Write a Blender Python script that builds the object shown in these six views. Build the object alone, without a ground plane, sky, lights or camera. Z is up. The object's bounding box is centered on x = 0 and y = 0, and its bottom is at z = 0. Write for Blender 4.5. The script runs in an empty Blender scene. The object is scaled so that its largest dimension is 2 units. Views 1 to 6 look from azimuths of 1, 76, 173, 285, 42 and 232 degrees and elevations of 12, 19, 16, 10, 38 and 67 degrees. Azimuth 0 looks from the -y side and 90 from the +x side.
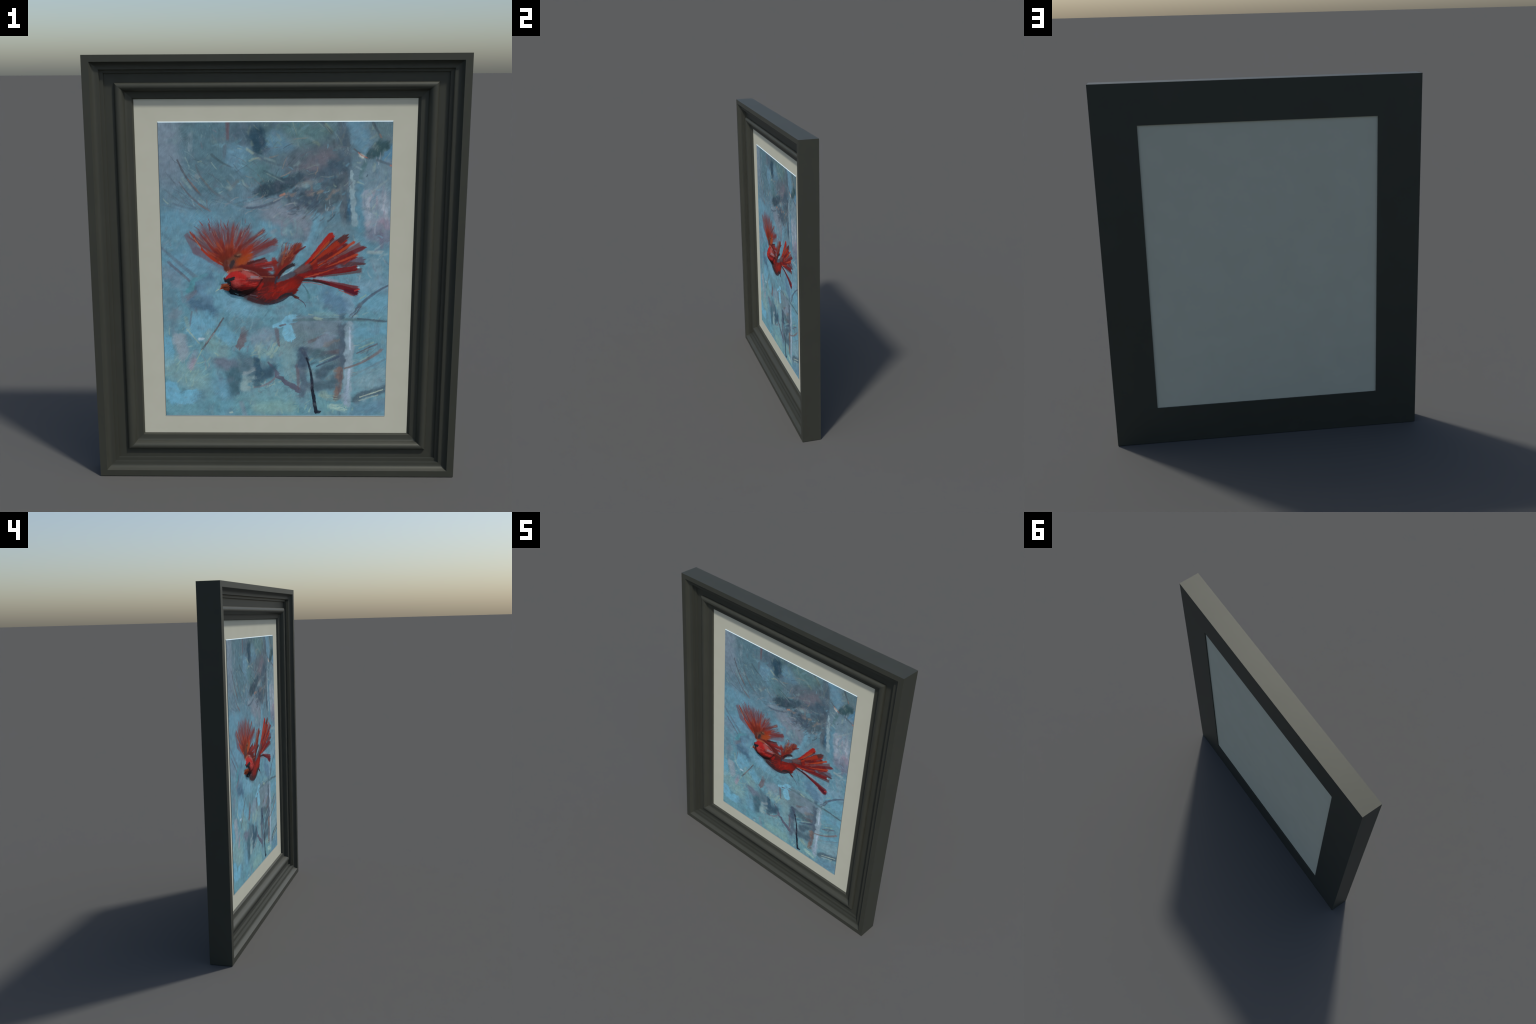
"""A framed oil painting: dark moulded wooden frame, pale mat board, backing board and a
thin painted panel showing a red songbird in flight over a blue winter thicket."""
import bpy
import random
from math import sin, cos, pi, hypot, radians, atan2
from mathutils import Vector

# ------------------------------------------------------------------ sizes (metres)
HALF_WIDTH, HEIGHT = 0.857, 2.0          # outside of the frame
FRONT, BACK = -0.0628, 0.0628            # front and back planes of the frame
STRETCH = 1.10                           # the side rails are a tenth broader than top and bottom

MAT_PLANE = 0.0140
BACKING_PLANE = 0.0553
SIGHT = dict(left=-0.6437, right=0.6378, bottom=0.1940, top=1.8056)     # visible mat
PANEL = dict(left=-0.5395, right=0.5290, bottom=0.2822, top=1.7066)     # painted panel, foot of its bevel
PANEL_FRONT = 0.0114

# ------------------------------------------------------------------ helpers
def material(name):
    m = bpy.data.materials.new(name)
    m.use_nodes = True
    return m, m.node_tree, m.node_tree.nodes["Principled BSDF"]


def mesh_object(name, verts, faces, parent, mat=None, smooth=None):
    me = bpy.data.meshes.new(name)
    me.from_pydata(verts, [], faces)
    if mat:
        me.materials.append(mat)
    ob = bpy.data.objects.new(name, me)
    bpy.context.scene.collection.objects.link(ob)
    ob.parent = parent
    if smooth:
        me.polygons.foreach_set("use_smooth", [True] * len(me.polygons))
    me.update()
    return ob


def grain_colour(tree, low, high, scale, stretch=(1, 1, 1), detail=3.0):
    """Object-space noise between two near colours."""
    n, l = tree.nodes, tree.links
    co = n.new("ShaderNodeTexCoord")
    mp = n.new("ShaderNodeMapping")
    mp.inputs["Scale"].default_value = stretch
    no = n.new("ShaderNodeTexNoise")
    no.inputs["Scale"].default_value = scale
    no.inputs["Detail"].default_value = detail
    rp = n.new("ShaderNodeValToRGB")
    rp.color_ramp.elements[0].position, rp.color_ramp.elements[1].position = 0.3, 0.7
    rp.color_ramp.elements[0].color = (*low, 1)
    rp.color_ramp.elements[1].color = (*high, 1)
    l.new(co.outputs["Object"], mp.inputs["Vector"])
    l.new(mp.outputs["Vector"], no.inputs["Vector"])
    l.new(no.outputs["Fac"], rp.inputs["Fac"])
    return rp.outputs["Color"], no.outputs["Fac"]


# ------------------------------------------------------------------ materials
def frame_paint():
    m, t, b = material("charcoal_frame_paint")
    col, _ = grain_colour(t, FRAME_LOW, FRAME_HIGH, 6.0)
    t.links.new(col, b.inputs["Base Color"])
    b.inputs["Roughness"].default_value = FRAME_ROUGH
    b.inputs["Specular IOR Level"].default_value = FRAME_SPEC
    b.inputs["Specular Tint"].default_value = (0.97, 1.0, 0.90, 1)
    return m


def card(name, low, high):
    m, t, b = material(name)
    col, _ = grain_colour(t, low, high, 9.0)
    t.links.new(col, b.inputs["Base Color"])
    b.inputs["Roughness"].default_value = 0.85
    b.inputs["Specular IOR Level"].default_value = 0.2
    return m


# ------------------------------------------------------------------ the moulding
# Cross-section of a rail from the outside edge inwards: (inset, depth behind the front plane,
# lean of the shading normal at the two ends of the facet that follows, in degrees from straight
# ahead; positive leans towards the picture).
def moulding_profile():
    pts = []
    def go(inset, depth):
        pts.append((inset, depth))
    go(0.0300, 0.0000)                                   # flat outer fillet ends
    go(0.0345, 0.0080)                                   # steep cove ...
    go(0.0395, 0.0155)
    go(0.0440, 0.0200)
    go(0.0480, 0.0217)                                   # ... running out flat
    go(0.0540, 0.0225)
    go(0.0632, 0.0233)                                   # edge of the first step
    go(0.0634, 0.0403)
    go(0.0778, 0.0410)                                   # edge of the second step
    go(0.0780, 0.0535)
    go(0.1205, 0.0545)                                   # recess, up to the bead
    go(0.1210, 0.0460)
    go(0.1232, 0.0407)
    go(0.1275, 0.0370)
    go(0.1325, 0.0350)
    go(0.1380, 0.0342)                                   # crown of the bead
    go(0.1440, 0.0352)
    go(0.1494, 0.0382)
    go(0.1530, 0.0430)
    go(0.1575, 0.0505)
    go(0.1608, 0.0595)                                   # groove
    go(0.1640, 0.0618)
    go(0.1720, 0.0632)
    go(0.1882, 0.0655)                                   # sight lip
    return pts

SMOOTH_RUNS = [(0, 6), (10, 20), (20, 23)]               # facets shaded as one curve
STEP_WALLS = (6, 8)                                      # facets 6 and 8 are the two step walls


def build_rail(name, side, parent, mat):
    """One mitred rail. side: 'left' | 'right' | 'bottom' | 'top'."""
    prof = [(0.0, BACK - FRONT), (0.0, 0.0)] + moulding_profile()
    def corner(which, inset_z, depth):
        """Point of the profile on the mitre line of one frame corner."""
        sx, top = which
        return (sx * (HALF_WIDTH - STRETCH * inset_z), FRONT + depth, HEIGHT - inset_z if top else inset_z)
    ends = {"left": ((-1, 1), (-1, 0)), "right": ((1, 0), (1, 1)),
            "bottom": ((-1, 0), (1, 0)), "top": ((1, 1), (-1, 1))}[side]
    rows = [[corner(e, i, d) for e in ends] for i, d in prof]
    def sight(e):
        return (SIGHT["left"] if e[0] < 0 else SIGHT["right"], MAT_PLANE, SIGHT["top"] if e[1] else SIGHT["bottom"])
    rows.append([sight(e) for e in ends])
    # inside of the rebate, back to the rear opening
    inset_back = 0.2122
    rows.append([corner(e, inset_back, BACKING_PLANE - FRONT) for e in ends])
    rows.append([corner(e, inset_back, BACK - FRONT) for e in ends])
    rows.append(rows[0])
    verts, faces = [], []
    n_rows = len(rows)
    for r in range(n_rows - 1):
        if r == n_rows - 4:
            continue                                     # hidden behind the mat
        a = len(verts)
        verts += [rows[r][0], rows[r][1], rows[r + 1][1], rows[r + 1][0]]
        faces.append((a, a + 1, a + 2, a + 3))
    ob = mesh_object(name, verts, faces, parent, mat, smooth=True)
    me = ob.data
    # shading normals: smooth along the curved runs, flat elsewhere
    flat = [Vector(p.normal) for p in me.polygons]
    first = 2                                            # facet 2 is the first facet of the moulding
    out = [[f, f] for f in flat]
    for lo, hi in SMOOTH_RUNS:
        for k in range(lo, hi):
            f = first + k
            if k > lo:
                out[f][0] = (flat[f - 1] + flat[f]).normalized()
            if k < hi - 1:
                out[f][1] = (flat[f] + flat[f + 1]).normalized()
    ahead = Vector((0, -1, 0))
    for k in STEP_WALLS:                                 # softened steps
        f = first + k
        soft = (ahead * 0.9 + flat[f] * 0.22).normalized()
        out[f] = [soft, soft]
    split = []
    for f in range(len(faces)):
        split += [out[f][0], out[f][0], out[f][1], out[f][1]]
    me.normals_split_custom_set(split)
    return ob


def slab(name, x0, x1, z0, z1, y0, y1, parent, mat):
    v = [(x0, y0, z0), (x1, y0, z0), (x1, y0, z1), (x0, y0, z1), (x0, y1, z0), (x1, y1, z0), (x1, y1, z1), (x0, y1, z1)]
    f = [(0, 1, 2, 3), (5, 4, 7, 6), (4, 5, 1, 0), (3, 2, 6, 7), (4, 0, 3, 7), (1, 5, 6, 2)]
    return mesh_object(name, v, f, parent, mat)


# ------------------------------------------------------------------ the oil painting
# The picture is laid down the way it was painted: a mottled underpainting, then brush strokes one
# over another. Canvas units: one hundredth of the panel's width, from its lower left corner.
CANVAS = 0.010645
FACE = dict(left=-0.5370, right=0.5275, bottom=0.2853, top=1.7018)
STROKES = []


def stroke(colour, start, end, width, soft, cover, bend=0.0, dry=0.0, fade=0.0, tight=False):
    """One brush stroke: half widths at both ends, softness of its edge (0..1), how well it covers,
    sideways bow in the middle, how dry the brush is, how much of its end trails off."""
    tight = tight or max(width) < 1.1                     # thin strokes are drawn with a steadier hand
    STROKES.append(dict(colour=colour, a=start, b=end, w=width, soft=soft, cover=cover,
                        bend=bend, dry=dry, fade=fade, tight=tight, seed=len(STROKES)))


def scumble(centre, radii, count, colours, angle, spread, length, width, cover):
    """A patch of short broken strokes that roughly follow one direction."""
    rng = random.Random(len(STROKES) * 7 + 3)
    for _ in range(count):
        q, r = rng.uniform(0, 2 * pi), rng.random() ** 0.6
        x, z = centre[0] + radii[0] * r * cos(q), centre[1] + radii[1] * r * sin(q)
        a = radians(angle + rng.gauss(0, spread))
        h = length * rng.uniform(0.5, 1.2) / 2
        stroke(rng.choice(colours), (x - h * cos(a), z - h * sin(a)), (x + h * cos(a), z + h * sin(a)),
               (width * rng.uniform(0.6, 1.3), width * rng.uniform(0.4, 1.2)), 0.75, cover * rng.uniform(0.6, 1.2),
               dry=0.45, bend=rng.gauss(0, 0.06) * length, fade=0.3)


def mottle():
    """Marks the point where the background is knocked back before the bird goes on."""
    STROKES.append("mottle")


def wing(stroke):
    """The spread near wing: quills fanned round the wrist, long and thin, then short coverts."""
    rng = random.Random(11)
    wrist = (29.2, 70.3)
    reach = [(20, 25.0), (29, 25.0), (38, 22.5), (50, 21.2), (70, 21.6), (87, 19.6), (107, 22.0), (122, 23.4), (138, 23.0)]

    def span(angle):
        for (a0, r0), (a1, r1) in zip(reach, reach[1:]):
            if angle <= a1:
                return r0 + (r1 - r0) * (angle - a0) / (a1 - a0)
        return reach[-1][1]

    def ray(angle, r):
        return (wrist[0] + r * cos(radians(angle)), wrist[1] + r * sin(radians(angle)))

    n = 24                                               # thin mauve glaze under the quills
    for i in range(n):
        a = 21 + (139 - 21) * (i + rng.uniform(-0.3, 0.3)) / (n - 1)
        glaze = (0.150, 0.150, 0.195) if a < 46 else rng.choice([(0.165, 0.105, 0.128), (0.150, 0.125, 0.160), (0.175, 0.095, 0.105)])
        stroke(glaze, ray(a, 4), ray(a + rng.uniform(-3, 3), span(a) * rng.uniform(0.86, 1.02)), (0.7, rng.uniform(0.9, 1.7)),
               0.5, rng.uniform(0.6, 0.85), fade=0.25, dry=0.3, bend=rng.uniform(-0.4, 0.4), tight=True)
    reds = [(0.22, 0.044, 0.038), (0.27, 0.056, 0.042), (0.175, 0.055, 0.058), (0.25, 0.034, 0.030), (0.18, 0.046, 0.046), (0.14, 0.075, 0.085)]
    n = 50                                               # red quills, uneven and ragged
    for i in range(n):
        a = 21 + (139 - 21) * (i + rng.uniform(-0.7, 0.7)) / (n - 1)
        r1 = span(a) * rng.uniform(0.76, 1.05)
        r0 = rng.uniform(7, 11)
        stroke(rng.choice(reds), ray(a, r0), ray(a + rng.uniform(-4, 4), r1), (rng.uniform(0.3, 0.6), rng.uniform(0.18, 0.5)),
               0.6, rng.uniform(0.45, 0.85), fade=0.35, dry=rng.uniform(0.2, 0.5), tight=True, bend=rng.uniform(-0.5, 0.5))
    for i in range(46):                                  # frayed tips
        a = rng.uniform(21, 139)
        r1 = span(a) * rng.uniform(0.9, 1.08)
        stroke(rng.choice(reds + [(0.150, 0.150, 0.190), (0.20, 0.23, 0.25)]), ray(a, r1 - rng.uniform(2, 5)), ray(a + rng.uniform(-3, 3), r1),
               (rng.uniform(0.15, 0.35), 0.12), 0.6, rng.uniform(0.4, 0.8), fade=0.5, dry=0.3, tight=True)
    for i in range(20):                                  # pale glints along some shafts
        a = rng.uniform(35, 136)
        r0 = rng.uniform(9, 17)
        stroke((0.38, 0.20, 0.15), ray(a, r0), ray(a, r0 + rng.uniform(1.5, 4)), (0.1, 0.18), 0.7, 0.5, fade=0.5, dry=0.3, tight=True)
    coverts = [(0.27, 0.033, 0.020), (0.33, 0.048, 0.024), (0.15, 0.024, 0.021), (0.38, 0.072, 0.034), (0.21, 0.028, 0.019), (0.18, 0.026, 0.025)]
    n = 60                                               # short dense coverts
    for i in range(n):
        a = 26 + (152 - 26) * (i + rng.uniform(-0.6, 0.6)) / (n - 1)
        r0 = rng.uniform(3.0, 8.0)
        r1 = r0 + rng.uniform(3.0, 6.5) - max(0, a - 135) * 0.06
        stroke(rng.choice(coverts), ray(a, r0), ray(a + rng.uniform(-4, 4), r1), (rng.uniform(0.5, 1.0), rng.uniform(0.25, 0.6)),
               0.5, rng.uniform(0.7, 0.92), fade=0.45, dry=0.3, tight=True, bend=rng.uniform(-0.2, 0.2))


def paint_picture():
    # upper sky and foliage masses
    stroke((0.238, 0.319, 0.39), (0.9, 132.1), (4.2, 117.2), (5.08, 5.08), 0.77, 0.86)
    stroke((0.198, 0.272, 0.339), (-0.4, 117.3), (5.3, 108.9), (5.08, 5.08), 0.77, 0.65)
    stroke((0.11, 0.216, 0.262), (20.8, 129.6), (24.6, 108.8), (8.04, 8.04), 0.77, 0.81)
    stroke((0.276, 0.382, 0.44), (13.7, 127.6), (13.4, 121.8), (1.02, 1.02), 0.7, 0.5)
    stroke((0.247, 0.341, 0.402), (7.5, 131.3), (9.1, 127.2), (1.52, 1.52), 0.68, 0.54)
    stroke((0.099, 0.183, 0.217), (10.0, 128.8), (12.4, 124.7), (2.12, 2.12), 0.51, 0.54, dry=0.5)
    stroke((0.086, 0.147, 0.193), (35.7, 127.9), (46.5, 129.9), (5.08, 5.08), 0.68, 0.86, dry=0.35)
    stroke((0.099, 0.179, 0.193), (46.5, 131.1), (48.5, 127.0), (2.54, 2.54), 0.68, 0.65, dry=0.3)
    stroke((0.034, 0.087, 0.126), (42.6, 126.6), (43.6, 122.9), (3.89, 3.89), 0.64, 0.97)
    stroke((0.159, 0.319, 0.421), (33.1, 119.2), (37.3, 115.9), (5.08, 5.08), 0.38, 0.92)
    stroke((0.142, 0.292, 0.39), (50.2, 123.7), (56.4, 123.3), (4.65, 4.65), 0.59, 0.92)
    stroke((0.113, 0.225, 0.23), (58.0, 130.3), (71.3, 126.9), (5.50, 5.50), 0.68, 0.76, dry=0.25)
    stroke((0.198, 0.287, 0.276), (58.5, 124.5), (62.2, 120.4), (2.12, 2.12), 0.59, 0.54, dry=0.6)
    stroke((0.104, 0.216, 0.235), (41.4, 113.8), (46.4, 108.7), (5.08, 5.08), 0.68, 0.7)
    stroke((0.125, 0.2, 0.235), (49.8, 117.1), (64.8, 117.9), (3.38, 3.38), 0.68, 0.65)
    stroke((0.11, 0.154, 0.185), (59.8, 115.4), (76.3, 121.2), (5.92, 5.92), 0.68, 0.92)
    stroke((0.174, 0.172, 0.205), (59.0, 108.3), (71.8, 117.4), (3.81, 3.81), 0.68, 0.86)
    stroke((0.081, 0.13, 0.173), (69.8, 110.3), (78.6, 111.2), (3.55, 3.55), 0.68, 0.86, dry=0.3)
    stroke((0.091, 0.13, 0.173), (58.2, 99.0), (68.3, 98.5), (4.23, 4.23), 0.68, 0.86, dry=0.35)
    stroke((0.073, 0.12, 0.155), (63.2, 102.8), (72.4, 104.9), (2.96, 2.96), 0.59, 0.65, dry=0.4)
    stroke((0.081, 0.127, 0.155), (71.2, 99.4), (77.0, 105.3), (2.37, 2.37), 0.59, 0.86, dry=0.3)
    stroke((0.099, 0.143, 0.166), (69.2, 95.1), (76.7, 101.1), (1.18, 1.18), 0.51, 0.81, dry=0.3)
    stroke((0.049, 0.092, 0.12), (45.6, 103.7), (54.8, 106.6), (3.22, 3.22), 0.59, 0.97, dry=0.3)
    stroke((0.062, 0.106, 0.139), (41.8, 102.7), (46.4, 102.4), (1.86, 1.86), 0.59, 0.92, dry=0.55)
    stroke((0.058, 0.106, 0.139), (50.6, 104.9), (59.8, 108.7), (2.54, 2.54), 0.59, 0.97, dry=0.2)
    stroke((0.081, 0.136, 0.173), (57.3, 109.5), (65.6, 111.6), (2.03, 2.03), 0.59, 0.76, dry=0.3)
    stroke((0.318, 0.272, 0.221), (64.2, 102.1), (66.2, 102.6), (1.02, 1.02), 0.7, 0.65, dry=0.3)
    stroke((0.324, 0.262, 0.201), (68.4, 102.8), (70.2, 103.4), (0.68, 0.68), 0.6, 0.65)
    stroke((0.261, 0.248, 0.221), (62.8, 107.0), (65.7, 107.4), (0.76, 0.76), 0.7, 0.5, dry=0.3)
    stroke((0.215, 0.272, 0.291), (60.7, 106.2), (67.4, 107.8), (1.02, 1.02), 0.7, 0.6, dry=0.5)
    stroke((0.149, 0.277, 0.328), (67.4, 104.9), (69.9, 106.1), (1.02, 1.02), 0.6, 0.6)
    stroke((0.091, 0.143, 0.185), (79.4, 133.5), (79.7, 111.2), (2.71, 2.71), 0.38, 0.92)
    stroke((0.073, 0.127, 0.166), (75.2, 114.9), (79.4, 112.0), (2.54, 2.54), 0.59, 0.76, dry=0.3)
    stroke((0.104, 0.143, 0.173), (78.6, 111.2), (80.9, 90.4), (2.28, 2.28), 0.42, 0.92, dry=0.3)
    stroke((0.207, 0.272, 0.286), (78.2, 106.1), (78.8, 100.2), (0.68, 0.68), 0.6, 0.5, dry=0.5)
    stroke((0.052, 0.143, 0.235), (81.8, 102.3), (82.1, 90.8), (0.76, 0.76), 0.6, 0.95)
    stroke((0.058, 0.114, 0.159), (81.4, 94.2), (81.7, 89.1), (0.68, 0.68), 0.6, 0.8, dry=0.3)
    stroke((0.297, 0.425, 0.472), (83.0, 112.0), (84.6, 88.7), (0.59, 1.35), 0.34, 0.92)
    stroke((0.159, 0.319, 0.421), (84.2, 131.8), (87.9, 123.6), (3.55, 3.55), 0.51, 0.92)
    stroke((0.135, 0.308, 0.408), (87.0, 106.9), (87.5, 85.7), (1.69, 1.69), 0.59, 0.81)
    stroke((0.135, 0.221, 0.244), (95.5, 130.9), (98.2, 122.7), (3.81, 3.81), 0.68, 0.76, dry=0.3)
    stroke((0.113, 0.262, 0.384), (97.6, 117.8), (100.3, 122.3), (2.20, 2.20), 0.26, 0.97)
    stroke((0.045, 0.1, 0.117), (91.2, 118.5), (96.1, 124.0), (1.69, 2.37), 0.47, 0.97)
    stroke((0.086, 0.195, 0.213), (88.5, 115.3), (86.8, 110.1), (1.18, 1.18), 0.51, 0.81)
    stroke((0.22, 0.324, 0.384), (92.4, 109.4), (99.0, 111.9), (5.08, 5.08), 0.68, 0.7)
    stroke((0.318, 0.394, 0.472), (89.9, 101.5), (91.2, 89.1), (2.37, 2.37), 0.47, 0.92, dry=0.15)
    stroke((0.281, 0.37, 0.44), (95.9, 101.0), (97.1, 90.8), (4.40, 4.40), 0.68, 0.86)
    stroke((0.432, 0.499, 0.564), (90.8, 100.3), (89.8, 96.8), (0.68, 0.68), 0.7, 0.7)
    stroke((0.369, 0.445, 0.52), (96.0, 99.3), (98.2, 95.9), (1.69, 1.69), 0.68, 0.54)
    stroke((0.352, 0.277, 0.35), (96.3, 89.5), (98.4, 88.0), (2.20, 2.20), 0.77, 0.76)
    stroke((0.215, 0.23, 0.301), (93.0, 84.8), (99.4, 82.2), (3.38, 3.38), 0.59, 0.81, dry=0.35)
    stroke((0.174, 0.172, 0.244), (96.2, 85.6), (96.7, 78.7), (0.85, 0.85), 0.6, 0.6, dry=0.3)
    stroke((0.369, 0.471, 0.479), (91.1, 76.5), (96.6, 76.4), (0.76, 0.76), 0.7, 0.75, dry=0.3)
    stroke((0.252, 0.388, 0.452), (93.3, 72.6), (95.6, 68.2), (2.20, 2.20), 0.68, 0.65)
    stroke((0.257, 0.297, 0.355), (49.8, 93.9), (59.9, 90.4), (5.25, 5.25), 0.72, 0.76)
    stroke((0.207, 0.253, 0.307), (54.9, 87.9), (62.5, 85.7), (4.23, 4.23), 0.72, 0.76)
    stroke((0.135, 0.308, 0.373), (56.1, 87.0), (57.0, 85.7), (1.86, 1.86), 0.68, 0.54)
    stroke((0.159, 0.37, 0.479), (45.5, 87.9), (49.8, 86.6), (2.71, 2.71), 0.68, 0.76)
    stroke((0.159, 0.262, 0.312), (70.1, 87.4), (81.1, 86.5), (3.81, 3.81), 0.72, 0.65)
    stroke((0.174, 0.394, 0.506), (68.8, 91.7), (63.4, 78.8), (1.69, 1.27), 0.64, 0.81)
    stroke((0.152, 0.335, 0.427), (71.8, 89.1), (66.8, 81.4), (1.18, 1.18), 0.59, 0.65)
    # broken brushwork
    scumble((49.8, 70.0), (52.5, 66.4), 90, [(0.211, 0.406, 0.486), (0.122, 0.262, 0.339), (0.297, 0.432, 0.459), (0.163, 0.216, 0.276), (0.135, 0.346, 0.433)], angle=70, spread=60, length=5, width=0.8, cover=0.32)
    scumble((66.6, 102.8), (13.5, 8.5), 30, [(0.052, 0.082, 0.108), (0.171, 0.161, 0.189), (0.297, 0.243, 0.205), (0.135, 0.243, 0.286), (0.069, 0.12, 0.159)], angle=40, spread=25, length=4, width=0.7, cover=0.6)
    scumble((49.8, 105.4), (8.0, 3.8), 16, [(0.03, 0.059, 0.082), (0.069, 0.133, 0.152), (0.02, 0.048, 0.068)], angle=25, spread=25, length=3.5, width=0.6, cover=0.7)
    scumble((78.6, 111.2), (4.7, 20.6), 20, [(0.064, 0.097, 0.132), (0.129, 0.176, 0.197), (0.088, 0.127, 0.145), (0.203, 0.243, 0.248)], angle=85, spread=12, length=6, width=0.55, cover=0.55)
    scumble((21.2, 108.8), (19.5, 11.7), 26, [(0.093, 0.183, 0.23), (0.247, 0.382, 0.408), (0.129, 0.191, 0.248), (0.34, 0.471, 0.421)], angle=-50, spread=15, length=6, width=0.35, cover=0.42)
    scumble((54.7, 127.0), (19.5, 6.3), 20, [(0.078, 0.154, 0.159), (0.186, 0.292, 0.248), (0.247, 0.335, 0.267), (0.122, 0.225, 0.257)], angle=-60, spread=25, length=4, width=0.6, cover=0.4)
    scumble((93.7, 123.6), (5.9, 9.9), 12, [(0.186, 0.292, 0.328), (0.297, 0.394, 0.339), (0.135, 0.208, 0.221)], angle=60, spread=25, length=4, width=0.5, cover=0.45)
    scumble((94.0, 95.9), (5.5, 8.5), 14, [(0.566, 0.604, 0.664), (0.247, 0.324, 0.408), (0.451, 0.406, 0.472)], angle=85, spread=12, length=5, width=0.6, cover=0.42)
    scumble((10.0, 22.9), (9.3, 8.5), 34, [(0.479, 0.619, 0.421), (0.247, 0.458, 0.446), (0.363, 0.573, 0.499), (0.178, 0.394, 0.472)], angle=60, spread=25, length=5, width=0.3, cover=0.55)
    scumble((39.1, 19.2), (9.7, 5.8), 28, [(0.049, 0.114, 0.159), (0.286, 0.406, 0.421), (0.122, 0.183, 0.221), (0.451, 0.528, 0.472), (0.064, 0.147, 0.173)], angle=30, spread=50, length=3, width=0.55, cover=0.6)
    scumble((48.9, 32.2), (8.0, 6.7), 20, [(0.412, 0.557, 0.421), (0.178, 0.243, 0.286), (0.247, 0.406, 0.421)], angle=60, spread=25, length=3.5, width=0.5, cover=0.5)
    scumble((70.0, 25.8), (9.7, 11.2), 36, [(0.073, 0.127, 0.166), (0.238, 0.324, 0.339), (0.163, 0.127, 0.132), (0.387, 0.458, 0.361), (0.099, 0.168, 0.189)], angle=20, spread=25, length=4, width=0.5, cover=0.55)
    scumble((62.5, 20.2), (2.1, 9.9), 12, [(0.073, 0.12, 0.173), (0.178, 0.133, 0.159), (0.156, 0.234, 0.257)], angle=85, spread=10, length=6, width=0.4, cover=0.6)
    scumble((93.0, 13.7), (6.8, 7.2), 20, [(0.412, 0.557, 0.556), (0.129, 0.225, 0.296), (0.238, 0.432, 0.499)], angle=60, spread=25, length=5, width=0.5, cover=0.45)
    scumble((55.1, 4.2), (33.8, 3.2), 40, [(0.363, 0.619, 0.472), (0.129, 0.346, 0.396), (0.479, 0.702, 0.499), (0.104, 0.262, 0.317)], angle=80, spread=15, length=3.5, width=0.28, cover=0.55)
    scumble((78.3, 54.0), (6.3, 5.8), 14, [(0.122, 0.225, 0.361), (0.247, 0.419, 0.542), (0.093, 0.191, 0.276)], angle=60, spread=25, length=3, width=0.6, cover=0.5)
    scumble((16.0, 54.0), (6.3, 6.7), 14, [(0.078, 0.161, 0.239), (0.186, 0.346, 0.472), (0.135, 0.191, 0.257)], angle=-45, spread=25, length=5, width=0.6, cover=0.5)
    scumble((54.0, 89.2), (11.0, 5.8), 18, [(0.307, 0.335, 0.373), (0.178, 0.282, 0.339), (0.229, 0.394, 0.433)], angle=75, spread=25, length=4, width=0.7, cover=0.42)
    scumble((3.8, 54.9), (5.1, 15.2), 16, [(0.211, 0.272, 0.339), (0.135, 0.292, 0.396), (0.257, 0.394, 0.433)], angle=80, spread=25, length=5, width=0.6, cover=0.35)
    scumble((74.0, 47.7), (15.2, 2.2), 14, [(0.412, 0.557, 0.433), (0.104, 0.183, 0.213), (0.286, 0.445, 0.446)], angle=8, spread=10, length=3.5, width=0.35, cover=0.55)
    scumble((42.8, 37.7), (7.6, 4.5), 12, [(0.135, 0.243, 0.296), (0.34, 0.432, 0.486), (0.178, 0.191, 0.23)], angle=70, spread=25, length=3.5, width=0.7, cover=0.45)
    scumble((49.8, 70.0), (54.2, 68.2), 230, [(0.34, 0.485, 0.527), (0.073, 0.147, 0.197), (0.247, 0.234, 0.286), (0.4, 0.528, 0.433), (0.093, 0.272, 0.328), (0.211, 0.458, 0.586), (0.149, 0.191, 0.248)], angle=65, spread=70, length=3, width=0.32, cover=0.42)
    scumble((23.8, 108.0), (25.4, 13.5), 46, [(0.104, 0.133, 0.166), (0.078, 0.12, 0.152), (0.186, 0.147, 0.139), (0.178, 0.272, 0.307)], angle=-48, spread=12, length=8, width=0.2, cover=0.38)
    scumble((59.8, 111.2), (25.4, 15.2), 46, [(0.06, 0.092, 0.12), (0.093, 0.133, 0.159), (0.247, 0.303, 0.296), (0.156, 0.133, 0.152), (0.363, 0.292, 0.213)], angle=32, spread=22, length=6, width=0.24, cover=0.42)
    scumble((54.7, 128.6), (42.3, 6.3), 30, [(0.069, 0.114, 0.139), (0.247, 0.335, 0.276), (0.122, 0.183, 0.197), (0.178, 0.292, 0.361)], angle=-55, spread=18, length=6, width=0.22, cover=0.36)
    scumble((43.0, 96.9), (23.7, 4.5), 34, [(0.104, 0.154, 0.197), (0.266, 0.324, 0.373), (0.069, 0.103, 0.145), (0.363, 0.394, 0.408), (0.171, 0.303, 0.396)], angle=15, spread=18, length=6, width=0.28, cover=0.5)
    scumble((70.0, 96.0), (9.3, 5.4), 24, [(0.064, 0.097, 0.126), (0.135, 0.147, 0.166), (0.247, 0.282, 0.296), (0.178, 0.346, 0.433)], angle=50, spread=15, length=5, width=0.3, cover=0.6)
    scumble((94.2, 104.4), (5.9, 17.9), 24, [(0.465, 0.528, 0.586), (0.186, 0.303, 0.384), (0.307, 0.324, 0.396), (0.135, 0.272, 0.361)], angle=80, spread=18, length=6, width=0.3, cover=0.5)
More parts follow.
